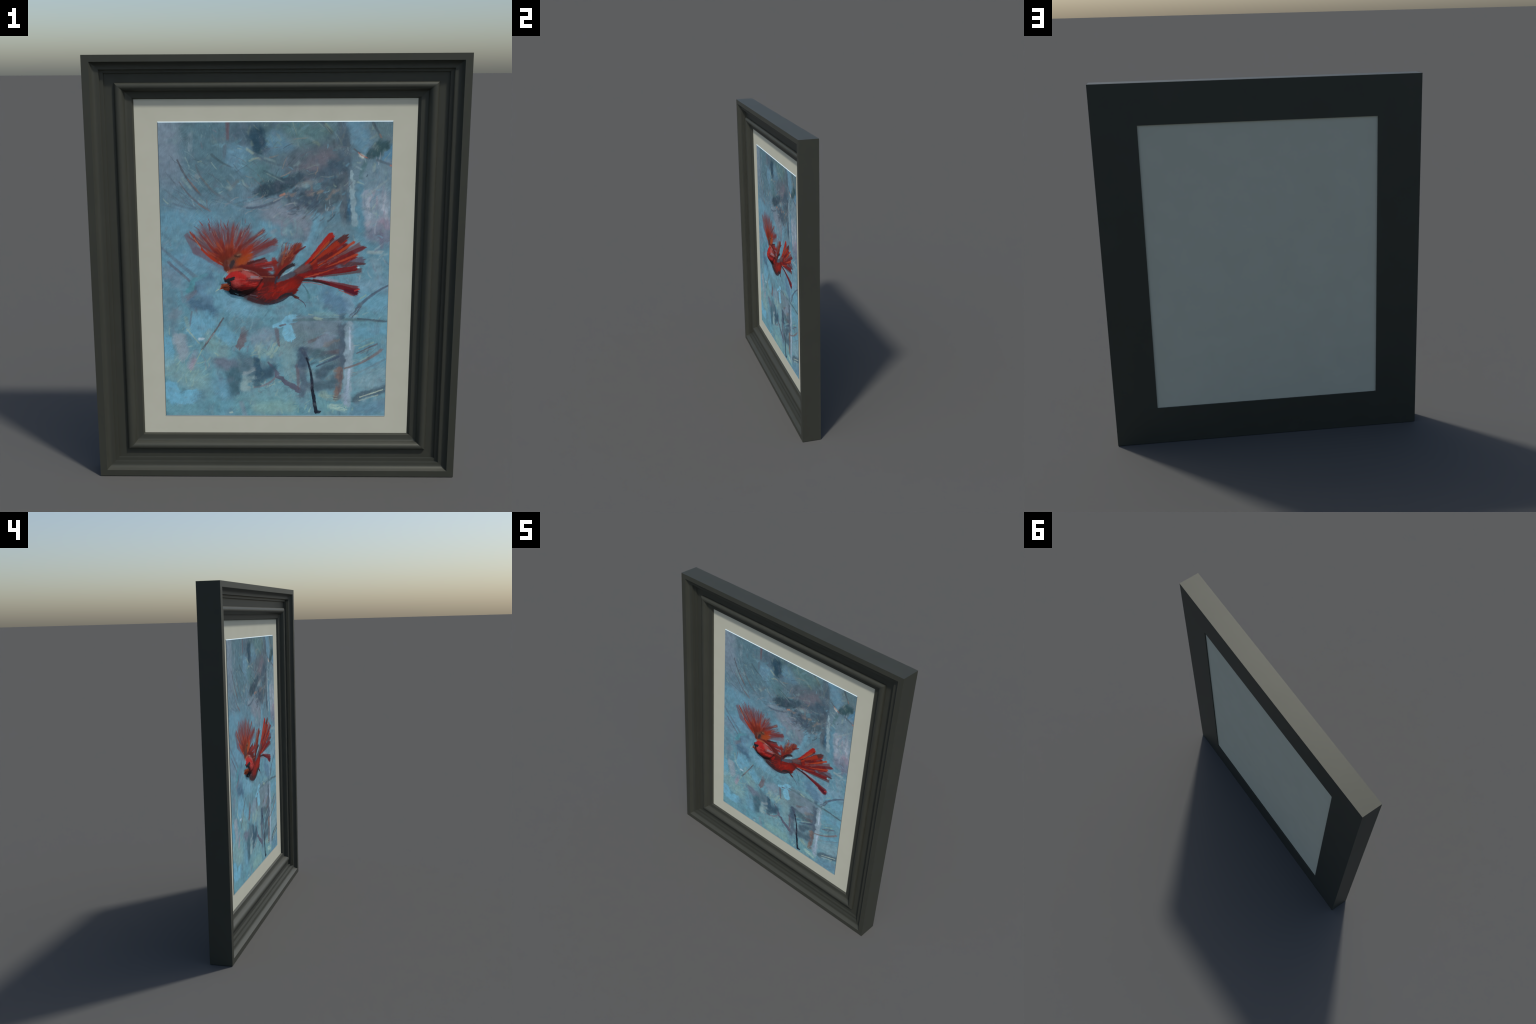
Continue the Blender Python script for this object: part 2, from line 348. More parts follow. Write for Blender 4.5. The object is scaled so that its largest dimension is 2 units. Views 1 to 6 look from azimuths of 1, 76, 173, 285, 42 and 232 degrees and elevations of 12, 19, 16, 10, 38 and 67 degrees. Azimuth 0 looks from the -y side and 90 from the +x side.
    scumble((91.6, 71.7), (8.5, 10.8), 26, [(0.286, 0.458, 0.527), (0.135, 0.313, 0.408), (0.438, 0.528, 0.527), (0.211, 0.243, 0.317)], angle=75, spread=30, length=4, width=0.35, cover=0.42)
    scumble((8.0, 84.1), (8.5, 12.6), 22, [(0.211, 0.445, 0.556), (0.135, 0.282, 0.373), (0.266, 0.346, 0.408)], angle=65, spread=20, length=6, width=0.4, cover=0.4)
    scumble((22.7, 39.5), (22.0, 8.1), 40, [(0.135, 0.262, 0.328), (0.363, 0.513, 0.472), (0.211, 0.458, 0.586), (0.211, 0.243, 0.296), (0.465, 0.557, 0.421)], angle=60, spread=30, length=4, width=0.28, cover=0.5)
    scumble((30.4, 29.4), (22.0, 8.1), 46, [(0.163, 0.191, 0.248), (0.104, 0.208, 0.267), (0.318, 0.499, 0.472), (0.247, 0.272, 0.317), (0.412, 0.528, 0.408)], angle=45, spread=45, length=3.5, width=0.3, cover=0.52)
    scumble((49.7, 15.5), (16.9, 6.3), 40, [(0.116, 0.161, 0.213), (0.266, 0.394, 0.421), (0.178, 0.208, 0.239), (0.4, 0.528, 0.446), (0.093, 0.191, 0.239)], angle=35, spread=40, length=4, width=0.28, cover=0.52)
    scumble((70.7, 34.1), (10.2, 8.1), 36, [(0.116, 0.14, 0.173), (0.247, 0.292, 0.328), (0.178, 0.133, 0.139), (0.363, 0.458, 0.373), (0.078, 0.127, 0.159)], angle=25, spread=25, length=4.5, width=0.26, cover=0.58)
    scumble((91.9, 25.8), (8.0, 10.8), 34, [(0.163, 0.191, 0.221), (0.307, 0.471, 0.527), (0.211, 0.161, 0.159), (0.438, 0.573, 0.446), (0.135, 0.303, 0.408)], angle=28, spread=12, length=6, width=0.22, cover=0.55)
    scumble((91.2, 52.2), (8.5, 9.0), 26, [(0.135, 0.262, 0.361), (0.276, 0.471, 0.571), (0.104, 0.154, 0.197), (0.363, 0.528, 0.499)], angle=35, spread=25, length=4, width=0.28, cover=0.48)
    scumble((39.3, 47.7), (18.6, 4.5), 26, [(0.135, 0.292, 0.373), (0.247, 0.499, 0.617), (0.093, 0.208, 0.267), (0.318, 0.471, 0.486)], angle=75, spread=25, length=4, width=0.4, cover=0.42)
    # dark accents
    stroke((0.034, 0.082, 0.12), (42.6, 126.4), (43.6, 123.1), (3.22, 3.22), 0.55, 0.97, dry=0.1)
    stroke((0.045, 0.082, 0.111), (46.4, 103.8), (54.0, 106.0), (2.20, 2.20), 0.51, 0.92, dry=0.25)
    stroke((0.058, 0.1, 0.132), (54.0, 106.6), (60.7, 109.1), (1.52, 1.52), 0.51, 0.86, dry=0.25)
    stroke((0.069, 0.109, 0.149), (63.2, 99.8), (67.5, 98.1), (2.20, 2.20), 0.59, 0.81, dry=0.3)
    stroke((0.064, 0.109, 0.149), (74.4, 114.1), (78.6, 112.4), (1.86, 1.86), 0.59, 0.81, dry=0.3)
    stroke((0.078, 0.12, 0.155), (70.7, 106.1), (76.6, 107.4), (1.35, 1.35), 0.59, 0.76, dry=0.35)
    stroke((0.049, 0.106, 0.12), (91.3, 118.8), (96.0, 123.6), (1.18, 1.86), 0.51, 0.92, dry=0.2)
    # twigs of the upper thicket
    stroke((0.159, 0.087, 0.097), (29.8, 134.0), (29.7, 125.3), (0.84, 0.56), 0.65, 0.75, fade=0.15)
    stroke((0.135, 0.147, 0.181), (28.6, 123.0), (27.9, 116.7), (0.65, 0.65), 0.8, 0.42, fade=0.4)
    stroke((0.081, 0.13, 0.155), (22.8, 119.4), (32.4, 113.6), (0.56, 0.28), 0.7, 0.72, bend=-0.71, fade=0.25)
    stroke((0.099, 0.154, 0.193), (40.6, 120.0), (54.8, 114.2), (0.74, 0.37), 0.7, 0.68, bend=-0.93, fade=0.25)
    stroke((0.369, 0.485, 0.421), (38.0, 121.6), (41.1, 119.5), (0.56, 0.56), 0.8, 0.68, fade=0.25)
    stroke((0.324, 0.412, 0.328), (39.1, 116.6), (44.4, 117.1), (0.47, 0.47), 0.8, 0.51, bend=0.90, dry=0.3, fade=0.25)
    stroke((0.276, 0.394, 0.39), (45.6, 117.8), (50.6, 116.3), (0.47, 0.47), 0.8, 0.47, dry=0.2, fade=0.25)
    stroke((0.073, 0.13, 0.159), (45.4, 112.3), (54.1, 107.7), (0.47, 0.47), 0.7, 0.64, fade=0.25)
    stroke((0.247, 0.37, 0.355), (46.4, 111.3), (54.0, 107.2), (0.28, 0.28), 0.8, 0.42, dry=0.3, fade=0.25)
    stroke((0.096, 0.095, 0.111), (8.0, 117.1), (18.7, 100.9), (0.37, 0.56), 0.65, 0.72, bend=-1.04, fade=0.2)
    stroke((0.271, 0.172, 0.132), (12.4, 108.8), (17.9, 102.1), (0.28, 0.28), 0.7, 0.59, fade=0.25)
    stroke((0.307, 0.445, 0.421), (9.9, 109.3), (14.3, 103.9), (0.65, 0.65), 0.85, 0.47, dry=0.5, fade=0.25)
    stroke((0.119, 0.154, 0.185), (15.9, 114.9), (28.9, 100.2), (0.37, 0.74), 0.75, 0.64, bend=-2.39, fade=0.25)
    stroke((0.174, 0.172, 0.159), (17.6, 110.1), (22.7, 104.2), (0.28, 0.28), 0.7, 0.51, fade=0.25)
    stroke((0.324, 0.412, 0.408), (16.1, 110.3), (17.2, 109.0), (0.74, 0.74), 0.85, 0.51, fade=0.25)
    stroke((0.135, 0.13, 0.155), (8.6, 107.6), (22.9, 94.4), (0.28, 0.65), 0.7, 0.7, bend=-1.38, fade=0.25)
    stroke((0.281, 0.172, 0.142), (16.8, 97.8), (22.5, 94.5), (0.28, 0.28), 0.7, 0.55, fade=0.25)
    stroke((0.125, 0.195, 0.235), (2.4, 104.2), (17.8, 95.9), (0.37, 0.37), 0.8, 0.51, bend=-1.29, fade=0.25)
    stroke((0.119, 0.179, 0.235), (1.2, 97.7), (11.7, 94.8), (0.37, 0.37), 0.8, 0.55, fade=0.25)
    stroke((0.119, 0.168, 0.221), (5.8, 98.3), (17.6, 95.9), (0.47, 0.47), 0.75, 0.55, bend=-0.80, fade=0.25)
    stroke((0.125, 0.172, 0.235), (11.4, 99.5), (16.3, 95.1), (0.37, 0.37), 0.8, 0.51, fade=0.25)
    stroke((0.149, 0.187, 0.193), (33.7, 107.8), (29.7, 103.6), (0.74, 0.74), 0.8, 0.55, dry=0.2, fade=0.25)
    stroke((0.324, 0.432, 0.408), (29.6, 105.2), (31.3, 104.1), (0.74, 0.74), 0.85, 0.42, fade=0.25)
    stroke((0.119, 0.187, 0.235), (26.2, 101.6), (39.6, 96.2), (0.56, 0.56), 0.8, 0.51, bend=-1.07, dry=0.2, fade=0.25)
    stroke((0.247, 0.308, 0.367), (37.9, 96.9), (45.6, 98.8), (1.49, 1.49), 0.85, 0.59, dry=0.3, fade=0.25)
    stroke((0.081, 0.109, 0.155), (37.9, 96.2), (54.8, 102.4), (0.47, 0.74), 0.7, 0.72, bend=-1.66, dry=0.15, fade=0.25)
    stroke((0.551, 0.287, 0.201), (52.3, 101.6), (54.6, 102.6), (0.47, 0.47), 0.7, 0.72, fade=0.25)
    stroke((0.369, 0.432, 0.421), (49.4, 99.1), (54.0, 101.5), (0.28, 0.28), 0.7, 0.55, fade=0.25)
    stroke((0.142, 0.179, 0.221), (54.0, 96.9), (60.8, 92.6), (0.47, 0.47), 0.8, 0.47, fade=0.25)
    stroke((0.073, 0.095, 0.126), (69.6, 133.5), (75.0, 127.4), (0.56, 0.74), 0.7, 0.64, fade=0.25)
    stroke((0.324, 0.432, 0.312), (71.6, 131.9), (75.0, 127.7), (0.65, 0.65), 0.8, 0.51, dry=0.6, fade=0.25)
    stroke((0.073, 0.1, 0.126), (91.4, 133.0), (95.4, 125.6), (0.56, 0.56), 0.7, 0.72, fade=0.25)
    stroke((0.324, 0.216, 0.173), (94.6, 127.7), (95.4, 126.0), (0.37, 0.37), 0.7, 0.59, fade=0.25)
    stroke((0.091, 0.087, 0.097), (83.8, 121.5), (89.9, 117.1), (0.37, 0.37), 0.7, 0.68, fade=0.25)
    stroke((0.662, 0.694, 0.625), (86.6, 118.9), (88.3, 117.8), (0.74, 0.74), 0.75, 0.78, fade=0.25)
    stroke((0.472, 0.2, 0.149), (85.6, 120.0), (90.0, 117.6), (0.23, 0.23), 0.6, 0.68, bend=-0.29, fade=0.25)
    stroke((0.091, 0.13, 0.166), (93.8, 116.8), (100.6, 114.3), (0.56, 0.56), 0.75, 0.72, fade=0.25)
    stroke((0.507, 0.195, 0.139), (99.4, 114.5), (100.4, 114.2), (0.37, 0.37), 0.7, 0.72, fade=0.25)
    stroke((0.069, 0.12, 0.155), (89.4, 109.8), (90.0, 110.8), (0.28, 0.28), 0.5, 0.77, fade=0.25)
    stroke((0.318, 0.412, 0.421), (88.8, 100.6), (99.9, 109.6), (0.47, 0.47), 0.85, 0.51, dry=0.4, fade=0.25)
    # blue haze round the bird
    stroke((0.163, 0.376, 0.499), (3.1, 91.0), (23.5, 89.2), (4.65, 4.65), 0.72, 0.65)
    stroke((0.163, 0.358, 0.486), (7.7, 71.8), (20.6, 73.6), (5.92, 5.92), 0.72, 0.7)
    stroke((0.149, 0.308, 0.39), (5.5, 84.1), (9.7, 82.3), (5.08, 5.08), 0.72, 0.54)
    stroke((0.135, 0.168, 0.221), (3.1, 72.0), (12.3, 63.4), (0.68, 0.51), 0.5, 0.85)
    stroke((0.135, 0.195, 0.253), (0.2, 78.4), (14.9, 65.2), (0.59, 0.93), 0.6, 0.65)
    stroke((0.198, 0.248, 0.328), (1.2, 68.3), (6.6, 63.0), (2.96, 2.96), 0.68, 0.43)
    stroke((0.091, 0.172, 0.253), (15.2, 59.0), (21.3, 65.2), (2.37, 2.37), 0.68, 0.81)
    stroke((0.081, 0.172, 0.262), (13.8, 53.6), (22.0, 50.0), (2.71, 2.71), 0.68, 0.86)
    stroke((0.135, 0.262, 0.373), (20.3, 54.9), (17.4, 60.7), (2.20, 2.20), 0.68, 0.81)
    stroke((0.104, 0.319, 0.378), (11.4, 59.0), (14.6, 63.9), (1.35, 1.35), 0.3, 0.97)
    stroke((0.116, 0.308, 0.373), (14.4, 63.9), (19.6, 66.5), (0.85, 0.85), 0.5, 0.75)
    stroke((0.178, 0.195, 0.244), (11.6, 55.8), (14.3, 58.1), (1.35, 1.35), 0.59, 0.7)
    stroke((0.194, 0.425, 0.549), (27.7, 53.8), (37.6, 50.4), (3.55, 3.55), 0.68, 0.92)
    stroke((0.174, 0.394, 0.52), (20.4, 61.2), (23.0, 59.4), (3.38, 3.38), 0.72, 0.65)
    stroke((0.135, 0.248, 0.312), (2.1, 55.8), (3.5, 45.0), (3.81, 3.81), 0.72, 0.54)
    stroke((0.247, 0.297, 0.35), (4.5, 46.8), (6.3, 49.5), (1.86, 1.86), 0.68, 0.43)
    # lower left thicket
    stroke((0.174, 0.425, 0.564), (13.5, 42.7), (20.1, 44.8), (4.23, 4.23), 0.42, 0.81)
    stroke((0.182, 0.432, 0.571), (14.9, 45.0), (15.6, 38.6), (3.22, 3.22), 0.47, 0.76)
    stroke((0.174, 0.425, 0.564), (26.3, 38.2), (29.8, 36.8), (2.88, 2.88), 0.47, 0.81)
    stroke((0.171, 0.432, 0.571), (1.1, 34.9), (1.4, 26.2), (3.05, 3.05), 0.21, 0.97)
    stroke((0.324, 0.406, 0.466), (6.8, 37.2), (8.4, 29.4), (2.54, 2.54), 0.42, 0.86, dry=0.15)
    stroke((0.369, 0.445, 0.479), (6.0, 36.8), (6.7, 32.2), (0.85, 0.85), 0.7, 0.5)
    stroke((0.276, 0.451, 0.44), (3.0, 23.8), (15.2, 16.4), (4.65, 4.65), 0.68, 0.52, dry=0.4)
    stroke((0.247, 0.432, 0.446), (13.5, 22.0), (18.7, 11.7), (4.23, 4.23), 0.68, 0.47, dry=0.4)
    stroke((0.276, 0.465, 0.421), (20.8, 34.9), (26.0, 31.3), (3.38, 3.38), 0.68, 0.47, dry=0.4)
    stroke((0.125, 0.114, 0.126), (26.9, 46.5), (17.1, 31.7), (0.34, 0.42), 0.45, 0.9, bend=0.16)
    stroke((0.369, 0.358, 0.367), (22.7, 39.5), (19.1, 34.9), (0.25, 0.25), 0.6, 0.5)
    stroke((0.369, 0.499, 0.373), (17.1, 31.7), (11.6, 21.0), (0.25, 0.25), 0.6, 0.65, dry=0.2)
    stroke((0.375, 0.499, 0.408), (10.4, 41.3), (15.7, 34.8), (0.34, 0.34), 0.6, 0.65, dry=0.3)
    stroke((0.167, 0.187, 0.235), (12.8, 49.5), (11.8, 43.2), (0.42, 0.42), 0.6, 0.6)
    stroke((0.324, 0.451, 0.39), (10.1, 46.3), (11.3, 41.3), (0.85, 0.85), 0.7, 0.5, dry=0.4)
    stroke((0.597, 0.737, 0.802), (16.0, 36.6), (17.5, 36.8), (0.59, 0.59), 0.7, 0.85)
    stroke((0.113, 0.248, 0.276), (16.9, 34.8), (17.3, 32.9), (0.76, 0.76), 0.6, 0.7)
    stroke((0.445, 0.324, 0.408), (13.3, 26.8), (11.8, 23.1), (1.02, 1.02), 0.75, 0.75)
    stroke((0.297, 0.358, 0.427), (14.2, 30.3), (11.4, 23.8), (1.35, 1.35), 0.68, 0.54)
    stroke((0.186, 0.471, 0.632), (2.7, 13.5), (4.3, 8.8), (3.22, 3.55), 0.26, 0.97)
    stroke((0.198, 0.499, 0.656), (8.3, 8.3), (12.4, 9.8), (3.38, 3.55), 0.13, 0.97)
    stroke((0.142, 0.287, 0.373), (16.4, 9.8), (18.5, 2.2), (2.96, 2.96), 0.68, 0.54)
    stroke((0.171, 0.388, 0.527), (26.7, 13.6), (28.3, 4.1), (5.08, 5.08), 0.72, 0.65)
    stroke((0.238, 0.451, 0.466), (35.5, 6.0), (55.1, 9.9), (5.08, 5.08), 0.72, 0.43, dry=0.4)
    stroke((0.135, 0.335, 0.39), (19.4, 4.1), (56.9, 3.2), (3.81, 3.81), 0.77, 0.54)
    stroke((0.324, 0.528, 0.459), (42.6, 3.7), (56.9, 4.2), (3.22, 3.22), 0.59, 0.52, dry=0.4)
    stroke((0.307, 0.272, 0.367), (34.6, 6.0), (36.3, 0.3), (1.02, 1.02), 0.8, 0.35)
    stroke((0.507, 0.711, 0.625), (29.4, 1.3), (30.5, 1.5), (0.42, 0.42), 0.6, 0.8)
    stroke((0.178, 0.161, 0.185), (36.4, 40.6), (34.7, 33.6), (1.44, 1.44), 0.3, 0.97, dry=0.1)
    stroke((0.261, 0.358, 0.44), (41.9, 36.8), (47.1, 38.2), (3.55, 3.55), 0.72, 0.7)
    stroke((0.142, 0.272, 0.328), (30.6, 43.2), (42.8, 42.3), (3.38, 3.38), 0.72, 0.49)
    stroke((0.324, 0.471, 0.421), (48.0, 30.8), (51.7, 35.4), (2.20, 2.20), 0.64, 0.76, dry=0.6)
    stroke((0.297, 0.451, 0.427), (42.7, 32.2), (46.2, 29.9), (1.69, 1.69), 0.64, 0.65, dry=0.6)
    stroke((0.174, 0.2, 0.262), (25.5, 25.7), (31.2, 23.9), (2.71, 2.71), 0.59, 0.81, dry=0.25)
    stroke((0.104, 0.187, 0.235), (34.8, 28.0), (37.4, 26.7), (2.54, 2.54), 0.68, 0.76, dry=0.3)
    stroke((0.113, 0.195, 0.244), (35.6, 22.9), (43.6, 21.6), (4.06, 4.06), 0.64, 0.86, dry=0.3)
    stroke((0.078, 0.168, 0.213), (30.7, 19.7), (32.0, 11.7), (3.05, 3.05), 0.59, 0.97, dry=0.4)
    stroke((0.049, 0.114, 0.173), (41.4, 26.5), (42.3, 18.8), (1.52, 1.52), 0.51, 0.97, dry=0.15)
    stroke((0.058, 0.127, 0.181), (43.1, 18.3), (48.9, 22.5), (2.54, 2.54), 0.59, 0.92, dry=0.3)
    stroke((0.324, 0.406, 0.427), (35.6, 20.2), (40.0, 21.1), (1.18, 1.18), 0.59, 0.65, dry=0.5)
    stroke((0.297, 0.445, 0.459), (36.3, 17.3), (36.6, 13.6), (1.69, 1.69), 0.55, 0.92, dry=0.25)
    stroke((0.281, 0.412, 0.44), (38.3, 18.1), (42.7, 18.8), (0.85, 0.85), 0.7, 0.8, dry=0.3)
    stroke((0.224, 0.23, 0.262), (40.7, 13.8), (51.1, 19.7), (0.51, 0.51), 0.5, 0.85, bend=-1.50)
    stroke((0.073, 0.147, 0.193), (40.9, 15.0), (42.7, 14.5), (1.02, 1.02), 0.6, 0.8, dry=0.3)
    stroke((0.099, 0.12, 0.173), (46.9, 25.6), (51.5, 20.0), (0.42, 0.68), 0.45, 0.9, dry=0.1)
    stroke((0.119, 0.127, 0.181), (50.6, 19.7), (61.1, 11.6), (0.85, 1.44), 0.26, 0.97, dry=0.12)
    # lower right trunk and reeds
    stroke((0.198, 0.262, 0.312), (60.2, 43.2), (77.6, 42.3), (4.23, 4.23), 0.64, 0.81)
    stroke((0.178, 0.262, 0.291), (60.2, 36.8), (77.8, 31.3), (5.50, 5.50), 0.68, 0.81, dry=0.25)
    stroke((0.276, 0.406, 0.408), (55.0, 32.2), (58.6, 20.2), (3.38, 3.38), 0.68, 0.54, dry=0.4)
    stroke((0.174, 0.147, 0.173), (50.6, 40.9), (51.7, 33.6), (1.02, 0.51), 0.5, 0.75, dry=0.2)
    stroke((0.224, 0.521, 0.673), (49.4, 42.6), (58.0, 46.6), (0.59, 2.03), 0.17, 0.97)
    stroke((0.224, 0.521, 0.673), (55.0, 41.6), (56.2, 38.2), (2.79, 2.79), 0.13, 0.97)
    stroke((0.211, 0.485, 0.632), (54.1, 44.1), (59.5, 45.2), (0.76, 0.76), 0.35, 0.85, dry=0.25)
    stroke((0.159, 0.147, 0.173), (52.2, 42.8), (54.6, 43.6), (0.42, 0.42), 0.4, 0.85)
    stroke((0.099, 0.147, 0.193), (79.7, 42.7), (80.1, 23.9), (2.03, 2.03), 0.47, 0.92, dry=0.2)
    stroke((0.113, 0.161, 0.201), (75.5, 35.0), (79.2, 24.4), (2.71, 2.71), 0.59, 0.81, dry=0.4)
    stroke((0.159, 0.147, 0.166), (65.3, 35.2), (72.9, 38.8), (0.68, 0.68), 0.55, 0.85)
    stroke((0.247, 0.324, 0.402), (67.3, 32.7), (74.6, 37.7), (2.03, 2.03), 0.59, 0.81)
    stroke((0.142, 0.13, 0.149), (71.2, 29.7), (79.9, 31.1), (0.93, 0.93), 0.6, 0.85, dry=0.2)
    stroke((0.261, 0.23, 0.213), (72.5, 34.1), (77.7, 35.9), (1.18, 1.18), 0.59, 0.54, dry=0.5)
    stroke((0.086, 0.154, 0.185), (65.5, 30.2), (73.0, 28.6), (2.20, 2.20), 0.59, 0.86, dry=0.4)
    stroke((0.073, 0.114, 0.173), (68.7, 23.7), (78.5, 28.3), (0.34, 0.59), 0.45, 0.92)
    stroke((0.324, 0.451, 0.408), (70.0, 25.8), (76.9, 29.0), (0.25, 0.25), 0.6, 0.6)
    stroke((0.086, 0.147, 0.193), (69.3, 19.7), (75.7, 23.9), (2.37, 2.37), 0.59, 0.86, dry=0.35)
    stroke((0.247, 0.388, 0.427), (65.6, 21.1), (68.3, 18.8), (1.69, 1.69), 0.68, 0.54)
    stroke((0.11, 0.179, 0.221), (67.0, 14.1), (78.0, 16.3), (3.22, 3.22), 0.59, 0.92, dry=0.3)
    stroke((0.081, 0.136, 0.193), (62.5, 30.9), (61.6, 23.5), (2.03, 2.03), 0.51, 0.92, dry=0.15)
    stroke((0.11, 0.168, 0.221), (62.5, 23.9), (62.9, 9.9), (2.28, 1.52), 0.47, 0.92, dry=0.3)
    stroke((0.167, 0.136, 0.166), (60.0, 23.9), (60.8, 13.2), (0.76, 0.76), 0.6, 0.75, dry=0.35)
    stroke((0.247, 0.172, 0.149), (79.0, 22.1), (78.3, 9.4), (1.61, 1.61), 0.51, 0.92, dry=0.3)
    stroke((0.149, 0.127, 0.139), (80.1, 21.2), (79.0, 11.8), (0.76, 0.76), 0.6, 0.8, dry=0.2)
    stroke((0.125, 0.13, 0.149), (77.7, 8.0), (80.8, 9.9), (1.02, 1.02), 0.6, 0.8, dry=0.3)
    stroke((0.324, 0.445, 0.367), (71.9, 9.9), (78.1, 8.5), (1.69, 1.69), 0.59, 0.76, dry=0.55)
    stroke((0.324, 0.445, 0.52), (83.3, 42.5), (82.9, 6.1), (1.78, 1.78), 0.42, 0.92)
    stroke((0.589, 0.72, 0.858), (83.4, 42.1), (83.6, 31.8), (0.38, 0.38), 0.8, 0.7)
    stroke((0.514, 0.644, 0.784), (83.5, 22.1), (83.0, 12.7), (0.51, 0.51), 0.7, 0.8)
    stroke((0.369, 0.471, 0.601), (82.5, 13.7), (82.1, 6.1), (0.76, 0.76), 0.7, 0.6)
    stroke((0.119, 0.208, 0.23), (58.4, 45.4), (100.5, 44.8), (0.68, 0.68), 0.55, 0.85, bend=0.81, dry=0.45)
    stroke((0.086, 0.136, 0.173), (86.9, 46.2), (100.1, 44.8), (0.42, 0.42), 0.5, 0.85, dry=0.25)
    stroke((0.375, 0.521, 0.421), (67.8, 46.5), (70.8, 45.9), (0.59, 0.59), 0.6, 0.75, dry=0.3)
    stroke((0.247, 0.432, 0.44), (68.0, 48.6), (77.5, 47.7), (1.02, 1.02), 0.8, 0.5, dry=0.3)
    stroke((0.174, 0.412, 0.534), (86.8, 55.8), (99.8, 53.1), (4.06, 4.06), 0.59, 0.81)
    stroke((0.174, 0.406, 0.527), (86.8, 40.0), (99.8, 40.9), (2.54, 2.54), 0.59, 0.81)
    stroke((0.163, 0.388, 0.506), (89.3, 22.6), (100.1, 27.7), (3.05, 3.05), 0.64, 0.76)
    stroke((0.252, 0.406, 0.506), (81.9, 55.4), (84.2, 48.6), (2.54, 1.18), 0.3, 0.76)
    stroke((0.224, 0.394, 0.499), (88.0, 61.1), (97.9, 62.0), (3.05, 3.05), 0.59, 0.7)
    stroke((0.132, 0.253, 0.373), (73.5, 57.1), (79.6, 51.8), (3.55, 3.55), 0.68, 0.76, dry=0.25)
    stroke((0.073, 0.154, 0.213), (79.7, 47.7), (80.9, 48.6), (1.18, 1.18), 0.59, 0.81, dry=0.4)
    stroke((0.099, 0.136, 0.193), (100.0, 61.5), (87.1, 51.8), (0.42, 0.76), 0.45, 0.88, bend=-0.73, dry=0.12)
    stroke((0.104, 0.12, 0.173), (87.4, 52.2), (84.0, 46.8), (1.18, 1.18), 0.42, 0.92, dry=0.6)
    stroke((0.369, 0.506, 0.367), (87.7, 55.4), (90.3, 57.1), (0.34, 0.34), 0.6, 0.6)
    stroke((0.132, 0.136, 0.166), (86.7, 29.9), (95.6, 34.3), (0.25, 0.42), 0.45, 0.88)
    stroke((0.335, 0.499, 0.408), (87.8, 32.3), (94.3, 35.2), (0.34, 0.34), 0.6, 0.6, dry=0.3)
    stroke((0.215, 0.179, 0.181), (81.4, 22.8), (97.7, 31.5), (0.42, 0.68), 0.45, 0.88, bend=-1.07)
    stroke((0.369, 0.485, 0.39), (88.3, 26.5), (91.8, 28.4), (0.25, 0.25), 0.5, 0.6)
    stroke((0.159, 0.239, 0.286), (84.8, 19.1), (99.7, 27.2), (0.42, 0.42), 0.6, 0.6, dry=0.2)
    stroke((0.266, 0.425, 0.486), (90.3, 16.0), (99.5, 18.4), (5.08, 5.08), 0.72, 0.7, dry=0.4)
    stroke((0.091, 0.147, 0.185), (87.0, 7.9), (100.5, 13.9), (1.86, 1.86), 0.51, 0.92, dry=0.35)
    stroke((0.451, 0.55, 0.466), (88.6, 9.0), (98.8, 12.6), (0.30, 0.30), 0.5, 0.85, dry=0.2)
    stroke((0.369, 0.471, 0.421), (88.2, 7.3), (96.7, 10.0), (0.25, 0.25), 0.5, 0.75, dry=0.2)
    stroke((0.142, 0.277, 0.39), (87.6, 1.9), (100.8, 4.3), (3.55, 3.55), 0.72, 0.59)
    stroke((0.445, 0.636, 0.549), (76.0, 4.4), (81.8, 3.1), (1.35, 1.35), 0.59, 0.86, dry=0.55)
    stroke((0.194, 0.406, 0.421), (70.2, 6.1), (75.6, 1.4), (2.54, 2.54), 0.68, 0.54, dry=0.4)
    # lower dark accents
    stroke((0.052, 0.12, 0.173), (41.4, 25.7), (42.3, 19.2), (1.27, 1.27), 0.51, 0.97, dry=0.15)
    stroke((0.078, 0.168, 0.213), (31.2, 18.3), (32.0, 12.2), (1.86, 1.86), 0.55, 0.86, dry=0.35)
    stroke((0.064, 0.13, 0.181), (44.0, 18.3), (48.4, 21.9), (1.69, 1.69), 0.55, 0.86, dry=0.3)
    stroke((0.081, 0.143, 0.185), (70.0, 20.2), (75.2, 23.5), (1.69, 1.69), 0.55, 0.86, dry=0.35)
    stroke((0.091, 0.161, 0.201), (68.3, 14.4), (77.1, 16.0), (2.03, 2.03), 0.55, 0.81, dry=0.35)
    stroke((0.078, 0.13, 0.185), (62.5, 29.9), (61.9, 23.9), (1.35, 1.35), 0.51, 0.92, dry=0.2)
    stroke((0.091, 0.143, 0.193), (79.8, 39.6), (80.0, 25.8), (1.18, 1.18), 0.51, 0.81, dry=0.3)
    # ink twig
    stroke((0.052, 0.072, 0.114), (62.2, 31.8), (64.7, 26.9), (1.02, 0.68), 0.6, 0.75, dry=0.25, tight=True)
    stroke((0.017, 0.023, 0.042), (64.2, 27.6), (66.8, 13.2), (0.42, 0.68), 0.2, 0.97, bend=0.72, tight=True)
    stroke((0.016, 0.022, 0.039), (66.7, 13.7), (68.7, 1.8), (0.68, 0.93), 0.15, 0.98, tight=True)
    stroke((0.018, 0.024, 0.042), (68.6, 1.7), (70.5, 1.6), (0.68, 0.68), 0.25, 0.97, tight=True)
    mottle()
    # shadow of the raised wing
    stroke((0.163, 0.147, 0.189), (11.36, 84.10), (15.42, 77.24), (1.11, 1.72), 0.25, 0.85, tight=True)
    stroke((0.171, 0.133, 0.173), (15.42, 77.24), (21.95, 73.50), (1.83, 1.72), 0.25, 0.85, tight=True)
    stroke((0.156, 0.161, 0.213), (21.67, 73.64), (26.96, 70.03), (1.61, 1.33), 0.35, 0.8, tight=True)
